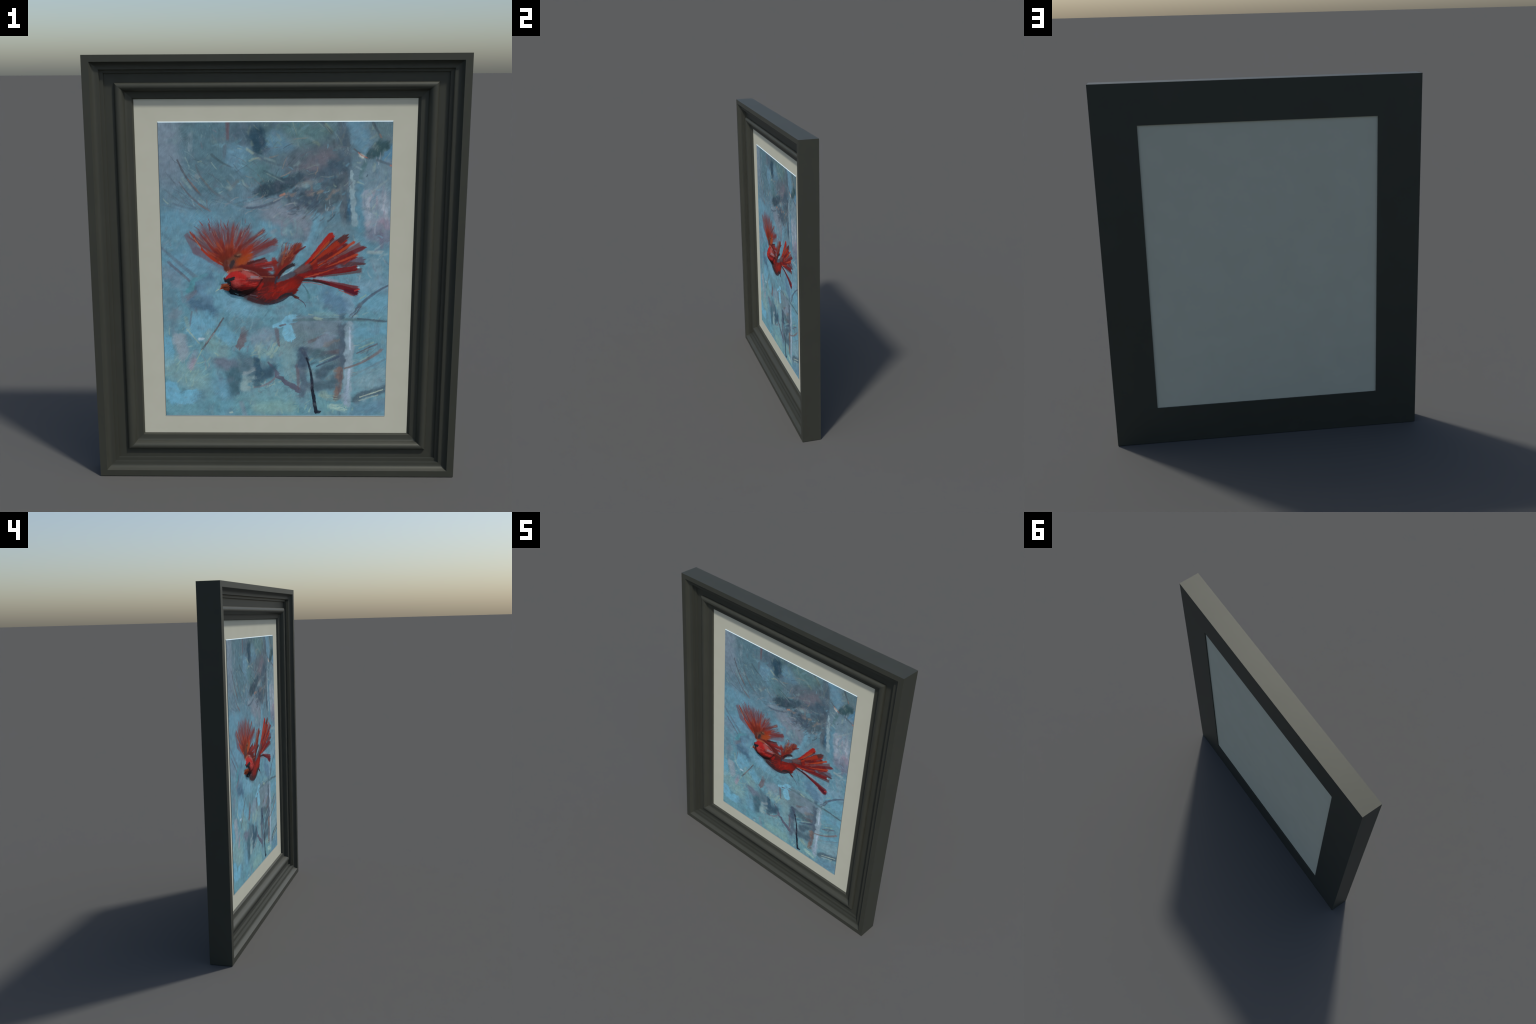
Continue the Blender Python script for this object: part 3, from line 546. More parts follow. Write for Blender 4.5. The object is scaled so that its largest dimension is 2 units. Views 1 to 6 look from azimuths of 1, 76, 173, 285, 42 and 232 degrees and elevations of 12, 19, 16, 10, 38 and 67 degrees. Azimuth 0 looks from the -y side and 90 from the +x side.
    stroke((0.149, 0.234, 0.307), (23.86, 69.75), (28.06, 68.01), (1.66, 1.66), 0.8, 0.5, tight=True)
    wing(stroke)
    # wing streaks
    scumble((35.2, 71.8), (9.3, 4.0), 26, [(0.286, 0.026, 0.018), (0.156, 0.026, 0.023), (0.438, 0.068, 0.025), (0.093, 0.032, 0.028), (0.465, 0.12, 0.064)], angle=40, spread=18, length=3.5, width=0.3, cover=0.6)
    scumble((45.0, 68.3), (5.1, 2.5), 16, [(0.329, 0.024, 0.023), (0.135, 0.024, 0.028), (0.4, 0.068, 0.056), (0.211, 0.024, 0.025)], angle=12, spread=8, length=4, width=0.28, cover=0.6)
    # wing edge and base
    stroke((0.197, 0.034, 0.03), (40.51, 77.49), (49.89, 81.48), (0.67, 1.28), 0.5, 0.85, dry=0.3, tight=True)
    stroke((0.178, 0.039, 0.035), (35.77, 79.22), (44.60, 85.89), (0.55, 0.89), 0.5, 0.8, dry=0.3, tight=True)
    stroke((0.45, 0.192, 0.113), (42.50, 84.19), (44.46, 85.60), (0.19, 0.19), 0.6, 0.7, tight=True)
    stroke((0.178, 0.208, 0.267), (42.46, 74.91), (49.75, 78.34), (0.55, 0.94), 0.6, 0.7, dry=0.2, tight=True)
    stroke((0.316, 0.056, 0.031), (12.79, 85.52), (18.37, 77.52), (0.28, 0.44), 0.45, 0.9, tight=True)
    stroke((0.485, 0.228, 0.134), (14.55, 82.95), (17.27, 78.67), (0.14, 0.14), 0.6, 0.7, tight=True)
    stroke((0.395, 0.043, 0.017), (17.82, 77.95), (26.70, 71.19), (0.55, 0.72), 0.4, 0.95, bend=-0.56, tight=True)
    stroke((0.572, 0.311, 0.181), (25.31, 72.40), (26.84, 71.42), (0.14, 0.14), 0.5, 0.85, tight=True)
    stroke((0.153, 0.03, 0.019), (28.92, 68.87), (39.06, 69.73), (1.39, 2.08), 0.4, 0.95, tight=True)
    stroke((0.171, 0.032, 0.02), (31.16, 68.00), (43.84, 67.99), (1.66, 1.39), 0.4, 0.93, tight=True)
    stroke((0.218, 0.045, 0.02), (30.08, 71.76), (36.83, 72.62), (1.94, 1.94), 0.5, 0.9, tight=True)
    stroke((0.131, 0.028, 0.016), (28.35, 68.87), (27.57, 73.78), (0.83, 1.66), 0.5, 0.95, tight=True)
    stroke((0.19, 0.025, 0.013), (25.60, 73.21), (30.14, 77.22), (1.66, 1.66), 0.7, 0.7, tight=True)
    stroke((0.165, 0.064, 0.037), (30.65, 72.62), (34.90, 75.78), (1.33, 1.33), 0.6, 0.85, dry=0.2, tight=True)
    stroke((0.058, 0.028, 0.022), (32.36, 74.92), (34.32, 74.49), (0.44, 0.44), 0.6, 0.75, tight=True)
    stroke((0.248, 0.129, 0.082), (33.49, 75.21), (34.90, 75.78), (0.33, 0.33), 0.6, 0.75, tight=True)
    stroke((0.045, 0.035, 0.039), (30.63, 70.32), (31.35, 72.05), (0.94, 0.94), 0.6, 0.95, tight=True)
    stroke((0.417, 0.074, 0.017), (34.86, 71.76), (38.25, 74.63), (1.72, 1.72), 0.75, 0.85, tight=True)
    stroke((0.364, 0.04, 0.015), (36.31, 76.64), (39.12, 78.64), (1.39, 1.39), 0.7, 0.75, tight=True)
    stroke((0.178, 0.02, 0.017), (35.40, 69.74), (43.28, 68.28), (1.25, 1.25), 0.4, 0.9, tight=True)
    stroke((0.204, 0.023, 0.019), (38.23, 70.89), (45.82, 72.61), (1.00, 1.00), 0.4, 0.9, dry=0.15, tight=True)
    stroke((0.08, 0.02, 0.02), (38.23, 71.46), (45.26, 73.82), (0.61, 0.39), 0.4, 0.9, dry=0.15, tight=True)
    stroke((0.316, 0.024, 0.019), (41.88, 70.31), (50.17, 72.17), (0.94, 0.83), 0.3, 0.95, dry=0.1, tight=True)
    stroke((0.509, 0.095, 0.07), (45.82, 71.75), (50.03, 72.60), (0.17, 0.17), 0.5, 0.7, dry=0.3, tight=True)
    stroke((0.197, 0.022, 0.02), (39.62, 69.59), (49.75, 70.73), (0.72, 0.72), 0.35, 0.9, dry=0.15, tight=True)
    stroke((0.28, 0.02, 0.016), (42.15, 67.94), (48.06, 69.00), (0.72, 0.72), 0.35, 0.92, tight=True)
    stroke((0.178, 0.208, 0.239), (42.14, 66.84), (47.49, 67.27), (0.61, 0.61), 0.4, 0.85, dry=0.1, tight=True)
    # far wing
    stroke((0.16, 0.05, 0.042), (51.70, 67.50), (55.04, 80.71), (1.66, 1.39), 0.6, 0.55, dry=0.25, fade=0.3, tight=True)
    stroke((0.128, 0.028, 0.023), (50.58, 68.08), (54.78, 76.14), (1.39, 2.36), 0.5, 0.7, dry=0.2, fade=0.25, tight=True)
    stroke((0.166, 0.026, 0.018), (50.86, 66.34), (56.46, 74.41), (1.53, 2.00), 0.4, 0.93, tight=True)
    stroke((0.19, 0.03, 0.019), (55.07, 72.69), (60.07, 79.27), (2.05, 1.66), 0.4, 0.9, dry=0.2, tight=True)
    stroke((0.281, 0.072, 0.037), (53.11, 70.97), (55.10, 81.56), (0.50, 0.28), 0.5, 0.8, dry=0.2, fade=0.3, tight=True)
    stroke((0.216, 0.042, 0.024), (56.18, 74.99), (59.51, 80.98), (0.61, 0.44), 0.5, 0.9, dry=0.2, fade=0.25, tight=True)
    stroke((0.251, 0.044, 0.024), (57.30, 74.99), (61.74, 80.98), (0.67, 0.55), 0.45, 0.9, dry=0.2, fade=0.2, tight=True)
    stroke((0.149, 0.016, 0.015), (58.69, 76.13), (63.28, 79.13), (0.67, 0.33), 0.4, 0.9, dry=0.2, tight=True)
    stroke((0.331, 0.112, 0.062), (54.22, 73.27), (57.57, 77.56), (0.22, 0.22), 0.5, 0.6, dry=0.4, tight=True)
    stroke((0.251, 0.026, 0.018), (50.58, 68.66), (49.46, 73.27), (0.83, 1.11), 0.5, 0.8, dry=0.2, tight=True)
    stroke((0.251, 0.022, 0.016), (50.30, 66.34), (54.51, 70.96), (0.83, 0.83), 0.6, 0.75, tight=True)
    stroke((0.035, 0.016, 0.018), (50.44, 63.59), (57.88, 70.96), (0.67, 0.83), 0.35, 0.95, bend=1.22, tight=True)
    scumble((56.2, 77.9), (3.4, 4.0), 26, [(0.286, 0.038, 0.025), (0.156, 0.032, 0.028), (0.363, 0.082, 0.045), (0.11, 0.032, 0.03), (0.329, 0.147, 0.103)], angle=62, spread=14, length=3.2, width=0.22, cover=0.65)
    # tail
    stroke((0.092, 0.045, 0.048), (57.62, 65.47), (65.72, 71.53), (1.69, 2.17), 0.3, 0.95, tight=True)
    stroke((0.101, 0.028, 0.028), (59.87, 65.76), (67.97, 70.95), (2.03, 2.37), 0.3, 0.95, tight=True)
    stroke((0.153, 0.016, 0.016), (65.74, 69.66), (77.94, 78.11), (1.86, 4.23), 0.2, 0.97, tight=True)
    stroke((0.111, 0.022, 0.022), (64.62, 69.23), (77.14, 76.11), (2.03, 3.72), 0.25, 0.97, tight=True)
    stroke((0.131, 0.02, 0.02), (67.44, 68.07), (83.02, 74.96), (1.69, 2.37), 0.25, 0.95, tight=True)
    stroke((0.135, 0.114, 0.159), (69.41, 67.92), (87.82, 72.66), (0.41, 1.76), 0.3, 0.9, tight=True)
    stroke((0.106, 0.048, 0.054), (80.01, 71.23), (89.52, 71.36), (1.49, 0.34), 0.35, 0.9, tight=True)
    stroke((0.406, 0.02, 0.011), (63.49, 70.96), (74.38, 83.66), (0.54, 1.62), 0.18, 0.97, tight=True)
    stroke((0.115, 0.018, 0.019), (65.72, 71.96), (75.23, 82.38), (0.27, 0.54), 0.4, 0.85, tight=True)
    stroke((0.406, 0.086, 0.029), (67.10, 73.83), (73.44, 80.96), (0.27, 0.51), 0.5, 0.8, tight=True)
    stroke((0.572, 0.046, 0.017), (65.71, 72.97), (72.32, 81.54), (0.22, 0.22), 0.6, 0.7, tight=True)
    stroke((0.106, 0.03, 0.028), (75.69, 79.54), (80.64, 83.08), (1.29, 1.49), 0.25, 0.95, dry=0.12, tight=True)
    stroke((0.385, 0.038, 0.017), (66.01, 71.24), (77.07, 80.39), (0.54, 1.35), 0.25, 0.95, tight=True)
    stroke((0.24, 0.018, 0.014), (67.42, 70.09), (77.96, 77.25), (1.22, 2.03), 0.35, 0.92, tight=True)
    stroke((0.12, 0.018, 0.019), (69.07, 72.68), (74.63, 75.83), (0.88, 0.88), 0.6, 0.8, tight=True)
    stroke((0.19, 0.06, 0.071), (77.39, 77.97), (79.04, 78.96), (0.61, 0.61), 0.6, 0.8, tight=True)
    stroke((0.316, 0.026, 0.017), (76.00, 77.25), (81.22, 81.81), (0.33, 0.39), 0.5, 0.8, dry=0.2, tight=True)
    stroke((0.473, 0.066, 0.022), (69.10, 70.66), (84.29, 80.95), (0.22, 0.61), 0.35, 0.93, bend=-0.15, dry=0.1, tight=True)
    stroke((0.186, 0.097, 0.108), (76.33, 73.82), (86.55, 79.52), (0.54, 1.22), 0.4, 0.9, dry=0.2, tight=True)
    stroke((0.184, 0.083, 0.064), (77.99, 74.96), (84.07, 78.39), (0.22, 0.22), 0.5, 0.6, dry=0.3, tight=True)
    stroke((0.165, 0.02, 0.024), (74.41, 71.52), (88.66, 78.67), (0.81, 1.02), 0.3, 0.93, dry=0.12, tight=True)
    stroke((0.225, 0.02, 0.017), (70.80, 69.22), (84.98, 74.67), (0.88, 1.15), 0.35, 0.9, tight=True)
    stroke((0.473, 0.066, 0.029), (72.47, 69.80), (85.80, 75.38), (0.17, 0.58), 0.45, 0.9, tight=True)
    stroke((0.165, 0.013, 0.016), (65.77, 66.62), (75.84, 69.22), (1.52, 1.52), 0.5, 0.8, tight=True)
    stroke((0.122, 0.082, 0.092), (66.91, 65.17), (87.63, 68.20), (0.34, 1.08), 0.35, 0.92, dry=0.12, tight=True)
    stroke((0.536, 0.773, 0.858), (84.54, 68.86), (87.04, 69.64), (0.22, 0.22), 0.5, 0.8, tight=True)
    stroke((0.184, 0.012, 0.014), (61.84, 65.61), (85.37, 69.29), (1.15, 1.15), 0.15, 0.97, tight=True)
    stroke((0.428, 0.052, 0.024), (62.97, 65.32), (75.85, 68.98), (0.50, 0.19), 0.5, 0.9, bend=-0.16, tight=True)
    stroke((0.318, 0.358, 0.446), (68.60, 64.74), (77.06, 63.37), (0.74, 0.74), 0.7, 0.75, tight=True)
    stroke((0.352, 0.243, 0.276), (68.04, 64.45), (84.99, 60.51), (0.27, 0.81), 0.5, 0.8, dry=0.35, tight=True)
    stroke((0.165, 0.039, 0.048), (66.92, 64.01), (85.84, 60.08), (0.54, 1.35), 0.3, 0.93, tight=True)
    stroke((0.159, 0.016, 0.022), (69.18, 63.58), (85.73, 58.62), (0.55, 1.33), 0.15, 0.97, bend=0.06, tight=True)
    stroke((0.106, 0.011, 0.024), (81.35, 59.06), (85.18, 58.03), (1.02, 1.49), 0.3, 0.9, tight=True)
    stroke((0.473, 0.056, 0.05), (85.30, 59.06), (87.12, 59.78), (0.33, 0.33), 0.4, 0.9, tight=True)
    stroke((0.04, 0.018, 0.022), (60.72, 64.02), (73.98, 61.92), (0.72, 0.33), 0.4, 0.95, bend=0.54, tight=True)
    stroke((0.345, 0.13, 0.134), (61.86, 62.79), (70.89, 61.63), (0.17, 0.17), 0.5, 0.85, bend=0.40, tight=True)
    stroke((0.473, 0.074, 0.036), (78.25, 59.50), (84.50, 56.72), (0.14, 0.14), 0.5, 0.85, tight=True)
    stroke((0.186, 0.103, 0.103), (60.14, 68.07), (64.61, 70.52), (1.22, 0.95), 0.6, 0.75, dry=0.25, tight=True)
    stroke((0.122, 0.072, 0.073), (61.27, 67.20), (65.19, 68.94), (0.39, 0.39), 0.5, 0.7, dry=0.3, tight=True)
    stroke((0.256, 0.016, 0.013), (60.71, 65.61), (65.77, 66.62), (1.15, 0.88), 0.4, 0.93, tight=True)
    stroke((0.509, 0.091, 0.059), (63.53, 65.32), (69.14, 66.62), (0.17, 0.17), 0.5, 0.7, tight=True)
    scumble((75.4, 73.1), (9.3, 6.3), 30, [(0.329, 0.022, 0.016), (0.122, 0.024, 0.025), (0.465, 0.048, 0.023), (0.194, 0.019, 0.021), (0.178, 0.092, 0.097)], angle=27, spread=9, length=5, width=0.28, cover=0.6)
    # body
    stroke((0.123, 0.017, 0.015), (37.8, 64.8), (49.8, 63.8), (3.38, 2.88), 0.25, 0.97, tight=True)
    stroke((0.133, 0.017, 0.015), (35.2, 68.3), (45.5, 66.9), (2.37, 2.03), 0.35, 0.95, tight=True)
    stroke((0.144, 0.014, 0.012), (36.9, 61.4), (47.2, 59.1), (3.81, 5.75), 0.1, 0.99, tight=True)
    stroke((0.16, 0.014, 0.012), (46.7, 59.2), (56.6, 60.6), (5.75, 3.72), 0.1, 0.99, tight=True)
    stroke((0.128, 0.016, 0.015), (56.2, 60.8), (60.5, 64.0), (3.64, 2.03), 0.15, 0.98, tight=True)
    stroke((0.05, 0.02, 0.021), (37.7, 57.2), (45.0, 55.1), (2.71, 2.71), 0.6, 0.9, tight=True)
    stroke((0.056, 0.022, 0.026), (38.5, 55.4), (55.4, 57.2), (1.02, 1.02), 0.5, 0.9, bend=-2.65, tight=True)
    stroke((0.088, 0.017, 0.016), (42.9, 63.1), (46.3, 59.4), (2.20, 2.20), 0.7, 0.7, tight=True)
    stroke((0.274, 0.016, 0.01), (49.8, 58.9), (57.9, 62.2), (2.54, 2.54), 0.6, 0.9, tight=True)
    stroke((0.251, 0.016, 0.011), (46.3, 56.3), (50.6, 62.1), (1.02, 1.52), 0.6, 0.85, tight=True)
    stroke((0.34, 0.019, 0.012), (54.1, 59.8), (57.1, 61.6), (1.35, 1.35), 0.7, 0.7, tight=True)
    stroke((0.114, 0.017, 0.016), (49.8, 60.3), (51.0, 63.8), (0.68, 0.68), 0.6, 0.7, tight=True)
    stroke((0.105, 0.022, 0.019), (43.3, 64.3), (49.8, 64.0), (1.02, 1.02), 0.5, 0.85, tight=True)
    stroke((0.266, 0.072, 0.044), (44.2, 65.5), (49.6, 65.4), (0.25, 0.25), 0.5, 0.8, tight=True)
    stroke((0.032, 0.035, 0.056), (45.4, 53.1), (57.3, 58.0), (0.34, 0.34), 0.5, 0.9, bend=-1.70, tight=True)
    stroke((0.178, 0.12, 0.152), (39.0, 57.2), (42.4, 56.5), (0.25, 0.25), 0.7, 0.5, dry=0.4, tight=True)
    scumble((49.8, 60.7), (9.3, 5.4), 34, [(0.286, 0.019, 0.016), (0.135, 0.024, 0.023), (0.4, 0.024, 0.016), (0.083, 0.024, 0.025), (0.211, 0.019, 0.018), (0.465, 0.038, 0.023)], angle=35, spread=12, length=4.5, width=0.32, cover=0.45)
    # gap under the far wing
    stroke((0.088, 0.092, 0.12), (53.68, 64.89), (57.47, 66.63), (1.11, 1.22), 0.4, 0.95, tight=True)
    stroke((0.078, 0.114, 0.145), (51.14, 63.59), (53.82, 64.75), (0.67, 0.78), 0.5, 0.85, dry=0.1, tight=True)
    stroke((0.038, 0.044, 0.064), (50.02, 62.71), (50.86, 65.18), (0.44, 0.44), 0.5, 0.9, tight=True)
    stroke((0.465, 0.636, 0.681), (53.39, 66.20), (58.22, 69.58), (0.11, 0.28), 0.6, 0.55, bend=-0.35, tight=True)
    # head
    stroke((0.188, 0.014, 0.012), (33.16, 63.28), (39.61, 61.88), (3.79, 2.52), 0.12, 0.99, tight=True)
    stroke((0.139, 0.012, 0.012), (39.04, 63.16), (42.75, 63.79), (2.14, 1.36), 0.25, 0.95, tight=True)
    stroke((0.039, 0.014, 0.013), (35.02, 58.40), (39.98, 59.85), (1.55, 1.07), 0.5, 0.95, tight=True)
    stroke((0.27, 0.061, 0.055), (36.28, 67.29), (42.75, 64.94), (1.20, 0.70), 0.35, 0.95, tight=True)
    stroke((0.407, 0.102, 0.051), (29.15, 67.41), (35.67, 68.88), (0.50, 0.54), 0.7, 0.8, bend=0.58, dry=0.3, tight=True)
    stroke((0.281, 0.09, 0.054), (30.54, 67.91), (35.08, 68.72), (0.12, 0.12), 0.6, 0.6, dry=0.3, tight=True)
    stroke((0.343, 0.015, 0.014), (28.37, 64.69), (33.13, 66.85), (0.70, 1.20), 0.3, 0.97, bend=0.64, tight=True)
    stroke((0.352, 0.018, 0.015), (33.14, 66.59), (36.30, 65.54), (1.44, 1.16), 0.5, 0.9, tight=True)
    stroke((0.296, 0.014, 0.012), (35.13, 65.01), (37.08, 62.87), (1.75, 1.55), 0.5, 0.9, tight=True)
    stroke((0.455, 0.065, 0.058), (32.76, 63.66), (33.35, 62.27), (1.55, 1.55), 0.65, 0.9, tight=True)
    stroke((0.327, 0.016, 0.013), (37.66, 62.02), (41.77, 62.29), (0.78, 0.85), 0.35, 0.93, tight=True)
    stroke((0.442, 0.063, 0.054), (38.64, 62.48), (41.77, 62.80), (0.14, 0.14), 0.6, 0.7, tight=True)
    stroke((0.433, 0.054, 0.048), (38.64, 61.85), (41.57, 61.79), (0.12, 0.12), 0.6, 0.7, tight=True)
    stroke((0.206, 0.011, 0.011), (33.92, 61.22), (38.62, 60.87), (0.68, 0.68), 0.7, 0.75, tight=True)
    stroke((0.245, 0.123, 0.117), (35.87, 68.72), (44.23, 64.86), (0.35, 0.23), 0.75, 0.5, bend=1.02, dry=0.25, tight=True)
    stroke((0.599, 0.422, 0.399), (36.26, 68.72), (39.02, 68.01), (0.17, 0.17), 0.8, 0.4, dry=0.2, tight=True)
    stroke((0.155, 0.166, 0.198), (39.62, 65.75), (42.56, 65.42), (0.47, 0.27), 0.7, 0.7, dry=0.25, tight=True)
    stroke((0.273, 0.137, 0.13), (38.26, 65.01), (44.23, 64.73), (0.19, 0.29), 0.7, 0.6, dry=0.2, tight=True)
    stroke((0.077, 0.018, 0.021), (37.28, 64.22), (43.73, 63.78), (0.23, 0.17), 0.5, 0.85, tight=True)
    stroke((0.015, 0.006, 0.007), (36.16, 56.59), (44.17, 64.04), (0.27, 0.43), 0.8, 0.75, bend=-0.89, tight=True)
    stroke((0.369, 0.016, 0.012), (42.73, 60.00), (44.52, 62.41), (0.74, 0.54), 0.4, 0.93, tight=True)
    stroke((0.084, 0.01, 0.011), (27.56, 64.80), (28.17, 63.90), (0.47, 0.47), 0.5, 0.9, tight=True)
    stroke((0.013, 0.016, 0.02), (28.17, 63.81), (31.37, 65.09), (0.66, 0.70), 0.25, 0.98, tight=True)
    stroke((0.013, 0.016, 0.02), (29.68, 63.46), (29.99, 59.62), (0.97, 1.01), 0.3, 0.98, tight=True)
    stroke((0.01, 0.01, 0.013), (30.50, 59.90), (33.86, 59.01), (1.71, 1.51), 0.5, 0.97, tight=True)
    stroke((0.011, 0.012, 0.018), (30.44, 58.21), (35.86, 56.38), (0.70, 0.16), 0.3, 0.97, tight=True)
    stroke((0.34, 0.058, 0.028), (27.13, 61.55), (29.13, 60.91), (0.97, 0.97), 0.3, 0.95, tight=True)
    stroke((0.481, 0.092, 0.03), (25.44, 59.73), (28.34, 61.37), (0.12, 1.28), 0.18, 0.97, tight=True)
    stroke((0.407, 0.065, 0.026), (27.68, 59.84), (29.19, 59.66), (0.50, 0.54), 0.3, 0.95, tight=True)
    stroke((0.636, 0.149, 0.058), (26.30, 61.02), (27.75, 62.25), (0.39, 0.39), 0.7, 0.6, tight=True)
    stroke((0.077, 0.024, 0.017), (26.08, 60.13), (29.03, 61.07), (0.16, 0.16), 0.5, 0.85, tight=True)
    stroke((0.213, 0.458, 0.445), (24.29, 59.56), (27.06, 65.13), (0.39, 0.23), 0.85, 0.45, bend=-0.36, tight=True)
    stroke((0.272, 0.496, 0.457), (26.96, 64.93), (29.06, 68.01), (0.17, 0.12), 0.8, 0.4, tight=True)
    stroke((0.529, 0.619, 0.445), (23.68, 58.85), (24.89, 59.77), (0.17, 0.17), 0.8, 0.6, tight=True)
    stroke((0.066, 0.218, 0.28), (30.40, 56.38), (35.86, 55.76), (0.23, 0.23), 0.7, 0.75, bend=-0.32, tight=True)
    stroke((0.229, 0.422, 0.493), (32.43, 57.96), (33.79, 57.24), (0.12, 0.12), 0.5, 0.8, tight=True)
    scumble((35.6, 62.3), (5.1, 3.1), 30, [(0.247, 0.016, 0.015), (0.135, 0.016, 0.016), (0.363, 0.026, 0.023), (0.069, 0.017, 0.018), (0.4, 0.068, 0.056)], angle=-8, spread=14, length=2.6, width=0.25, cover=0.5)
    scumble((46.3, 58.9), (6.8, 4.9), 30, [(0.156, 0.019, 0.018), (0.069, 0.024, 0.025), (0.286, 0.019, 0.015), (0.11, 0.024, 0.023)], angle=30, spread=12, length=3.5, width=0.3, cover=0.4)
    # legs
    stroke((0.038, 0.029, 0.036), (48.31, 53.94), (54.26, 57.16), (0.28, 0.39), 0.6, 0.85, bend=-0.19, tight=True)
    stroke((0.032, 0.024, 0.03), (52.00, 55.99), (59.07, 56.28), (0.39, 0.72), 0.35, 0.96, bend=1.45, tight=True)
    stroke((0.101, 0.028, 0.022), (58.93, 56.14), (59.93, 55.79), (0.61, 0.61), 0.4, 0.93, tight=True)
    stroke((0.099, 0.082, 0.12), (60.21, 55.32), (63.93, 50.84), (0.25, 0.14), 0.5, 0.88, bend=0.79, fade=0.25, tight=True)
    stroke((0.099, 0.161, 0.221), (62.09, 61.83), (64.72, 58.04), (0.22, 0.31), 0.5, 0.75, bend=0.24, tight=True)
    stroke((0.083, 0.225, 0.248), (64.29, 59.06), (65.30, 55.84), (0.39, 0.67), 0.7, 0.65, tight=True)


def socket_maths(tree):
    n, l = tree.nodes, tree.links

    def put(node, idx, v):
        if isinstance(v, (int, float, tuple)):
            node.inputs[idx].default_value = v
        else:
            l.new(v, node.inputs[idx])

    def maths(op, a, b=None, c=None, clamp=False):
        m = n.new("ShaderNodeMath")
        m.operation, m.use_clamp = op, clamp
        for i, v in enumerate((a, b, c)):
            if v is not None:
                put(m, i, v)
        return m.outputs[0]

    def vec(op, a, b=None):
        m = n.new("ShaderNodeVectorMath")
        m.operation = op
        put(m, 0, a)
        if b is not None:
            put(m, 1, b)
        return m.outputs["Value" if op in ("DOT_PRODUCT", "LENGTH") else "Vector"]

    def step(v, lo, hi):
        m = n.new("ShaderNodeMapRange")
        m.interpolation_type = "SMOOTHSTEP"
        put(m, 0, v)
        put(m, 1, lo)
        put(m, 2, hi)
        return m.outputs[0]

    def xyz(x, y, z):
        m = n.new("ShaderNodeCombineXYZ")
        for i, v in enumerate((x, y, z)):
            put(m, i, v)
        return m.outputs[0]

    def noise(v, scale, detail=0.0, colour=False):
        m = n.new("ShaderNodeTexNoise")
        m.inputs["Scale"].default_value, m.inputs["Detail"].default_value = scale, detail
        l.new(v, m.inputs["Vector"])
        return m.outputs["Color" if colour else "Fac"]

    def mix(f, a, b):
        m = n.new("ShaderNodeMix")
        m.data_type = "RGBA"
        for i, v in ((0, f), (6, a), (7, b)):
            if isinstance(v, tuple) and len(v) == 3:
                v = (*v, 1.0)
            put(m, i, v)
        return m.outputs[2]

    return maths, vec, step, xyz, noise, mix


def group_tree(name, inputs, outputs):
    g = bpy.data.node_groups.new(name, "ShaderNodeTree")
    for nm, kind in inputs:
        g.interface.new_socket(nm, in_out="INPUT", socket_type="NodeSocket" + kind)
    for nm, kind in outputs:
        g.interface.new_socket(nm, in_out="OUTPUT", socket_type="NodeSocket" + kind)
    return g, g.nodes.new("NodeGroupInput").outputs, g.nodes.new("NodeGroupOutput").inputs


def stroke_group():
    """Lays one stroke over what is already there."""
    g, i, o = group_tree("brush_stroke", [("Below", "Color"), ("Place", "Vector"), ("Start", "Vector"), ("Along", "Vector"),
                                          ("Across", "Vector"), ("Length", "Float"), ("Bend", "Float"), ("From", "Float"),
                                          ("To", "Float"), ("Soft", "Float"), ("Cover", "Float"), ("Dry", "Float"),
                                          ("Fade", "Float"), ("Seed", "Float"), ("Paint", "Color"), ("Turn", "Float")],
                         [("Colour", "Color"), ("Turn", "Float")])
    maths, vec, step, xyz, noise, mix = socket_maths(g)
    rel = vec("SUBTRACT", vec("ADD", i["Place"], i["Turn"]), i["Start"])   # Turn keeps the strokes in sequence
    t = vec("DOT_PRODUCT", rel, i["Along"])
    tc = maths("ADD", t, 0.0, clamp=True)
    s = vec("DOT_PRODUCT", rel, i["Across"])
    bow = maths("MULTIPLY", maths("MULTIPLY", tc, maths("SUBTRACT", 1.0, tc)), maths("MULTIPLY", i["Bend"], 4.0))
    s = maths("SUBTRACT", s, bow)
    w = maths("MULTIPLY_ADD", tc, maths("SUBTRACT", i["To"], i["From"]), i["From"])
    run = maths("MULTIPLY", t, i["Length"])
    bristle = noise(xyz(maths("MULTIPLY", run, 0.16), maths("MULTIPLY", s, 2.3), i["Seed"]), 1.0, 1.5)
    rough = maths("MULTIPLY", maths("SUBTRACT", bristle, 0.5), maths("MINIMUM", w, 0.9))
    end = maths("MULTIPLY_ADD", rough, 3.0, run)                       # hairs lift off at different points
    over = maths("SUBTRACT", end, maths("MINIMUM", maths("MAXIMUM", end, 0.0), i["Length"]))
    d = maths("MULTIPLY_ADD", rough, 0.9, vec("LENGTH", xyz(s, over, 0.0)))
    edge = maths("MULTIPLY", w, i["Soft"])
    body = maths("SUBTRACT", 1.0, step(d, maths("SUBTRACT", w, edge), maths("ADD", w, edge)))
    need = maths("MULTIPLY", i["Dry"], maths("MULTIPLY_ADD", tc, 0.35, 0.55))
    hair = step(bristle, maths("SUBTRACT", need, 0.12), maths("ADD", need, 0.16))
    trail = maths("SUBTRACT", 1.0, step(t, maths("SUBTRACT", 1.001, i["Fade"]), 1.06))
    trail = maths("MAXIMUM", trail, maths("LESS_THAN", i["Fade"], 0.001))
    f = maths("MULTIPLY", maths("MULTIPLY", body, hair), maths("MULTIPLY", trail, i["Cover"]))
    g.links.new(mix(f, i["Below"], i["Paint"]), o["Colour"])
    g.links.new(maths("MULTIPLY", f, 1e-7), o["Turn"])
    return g


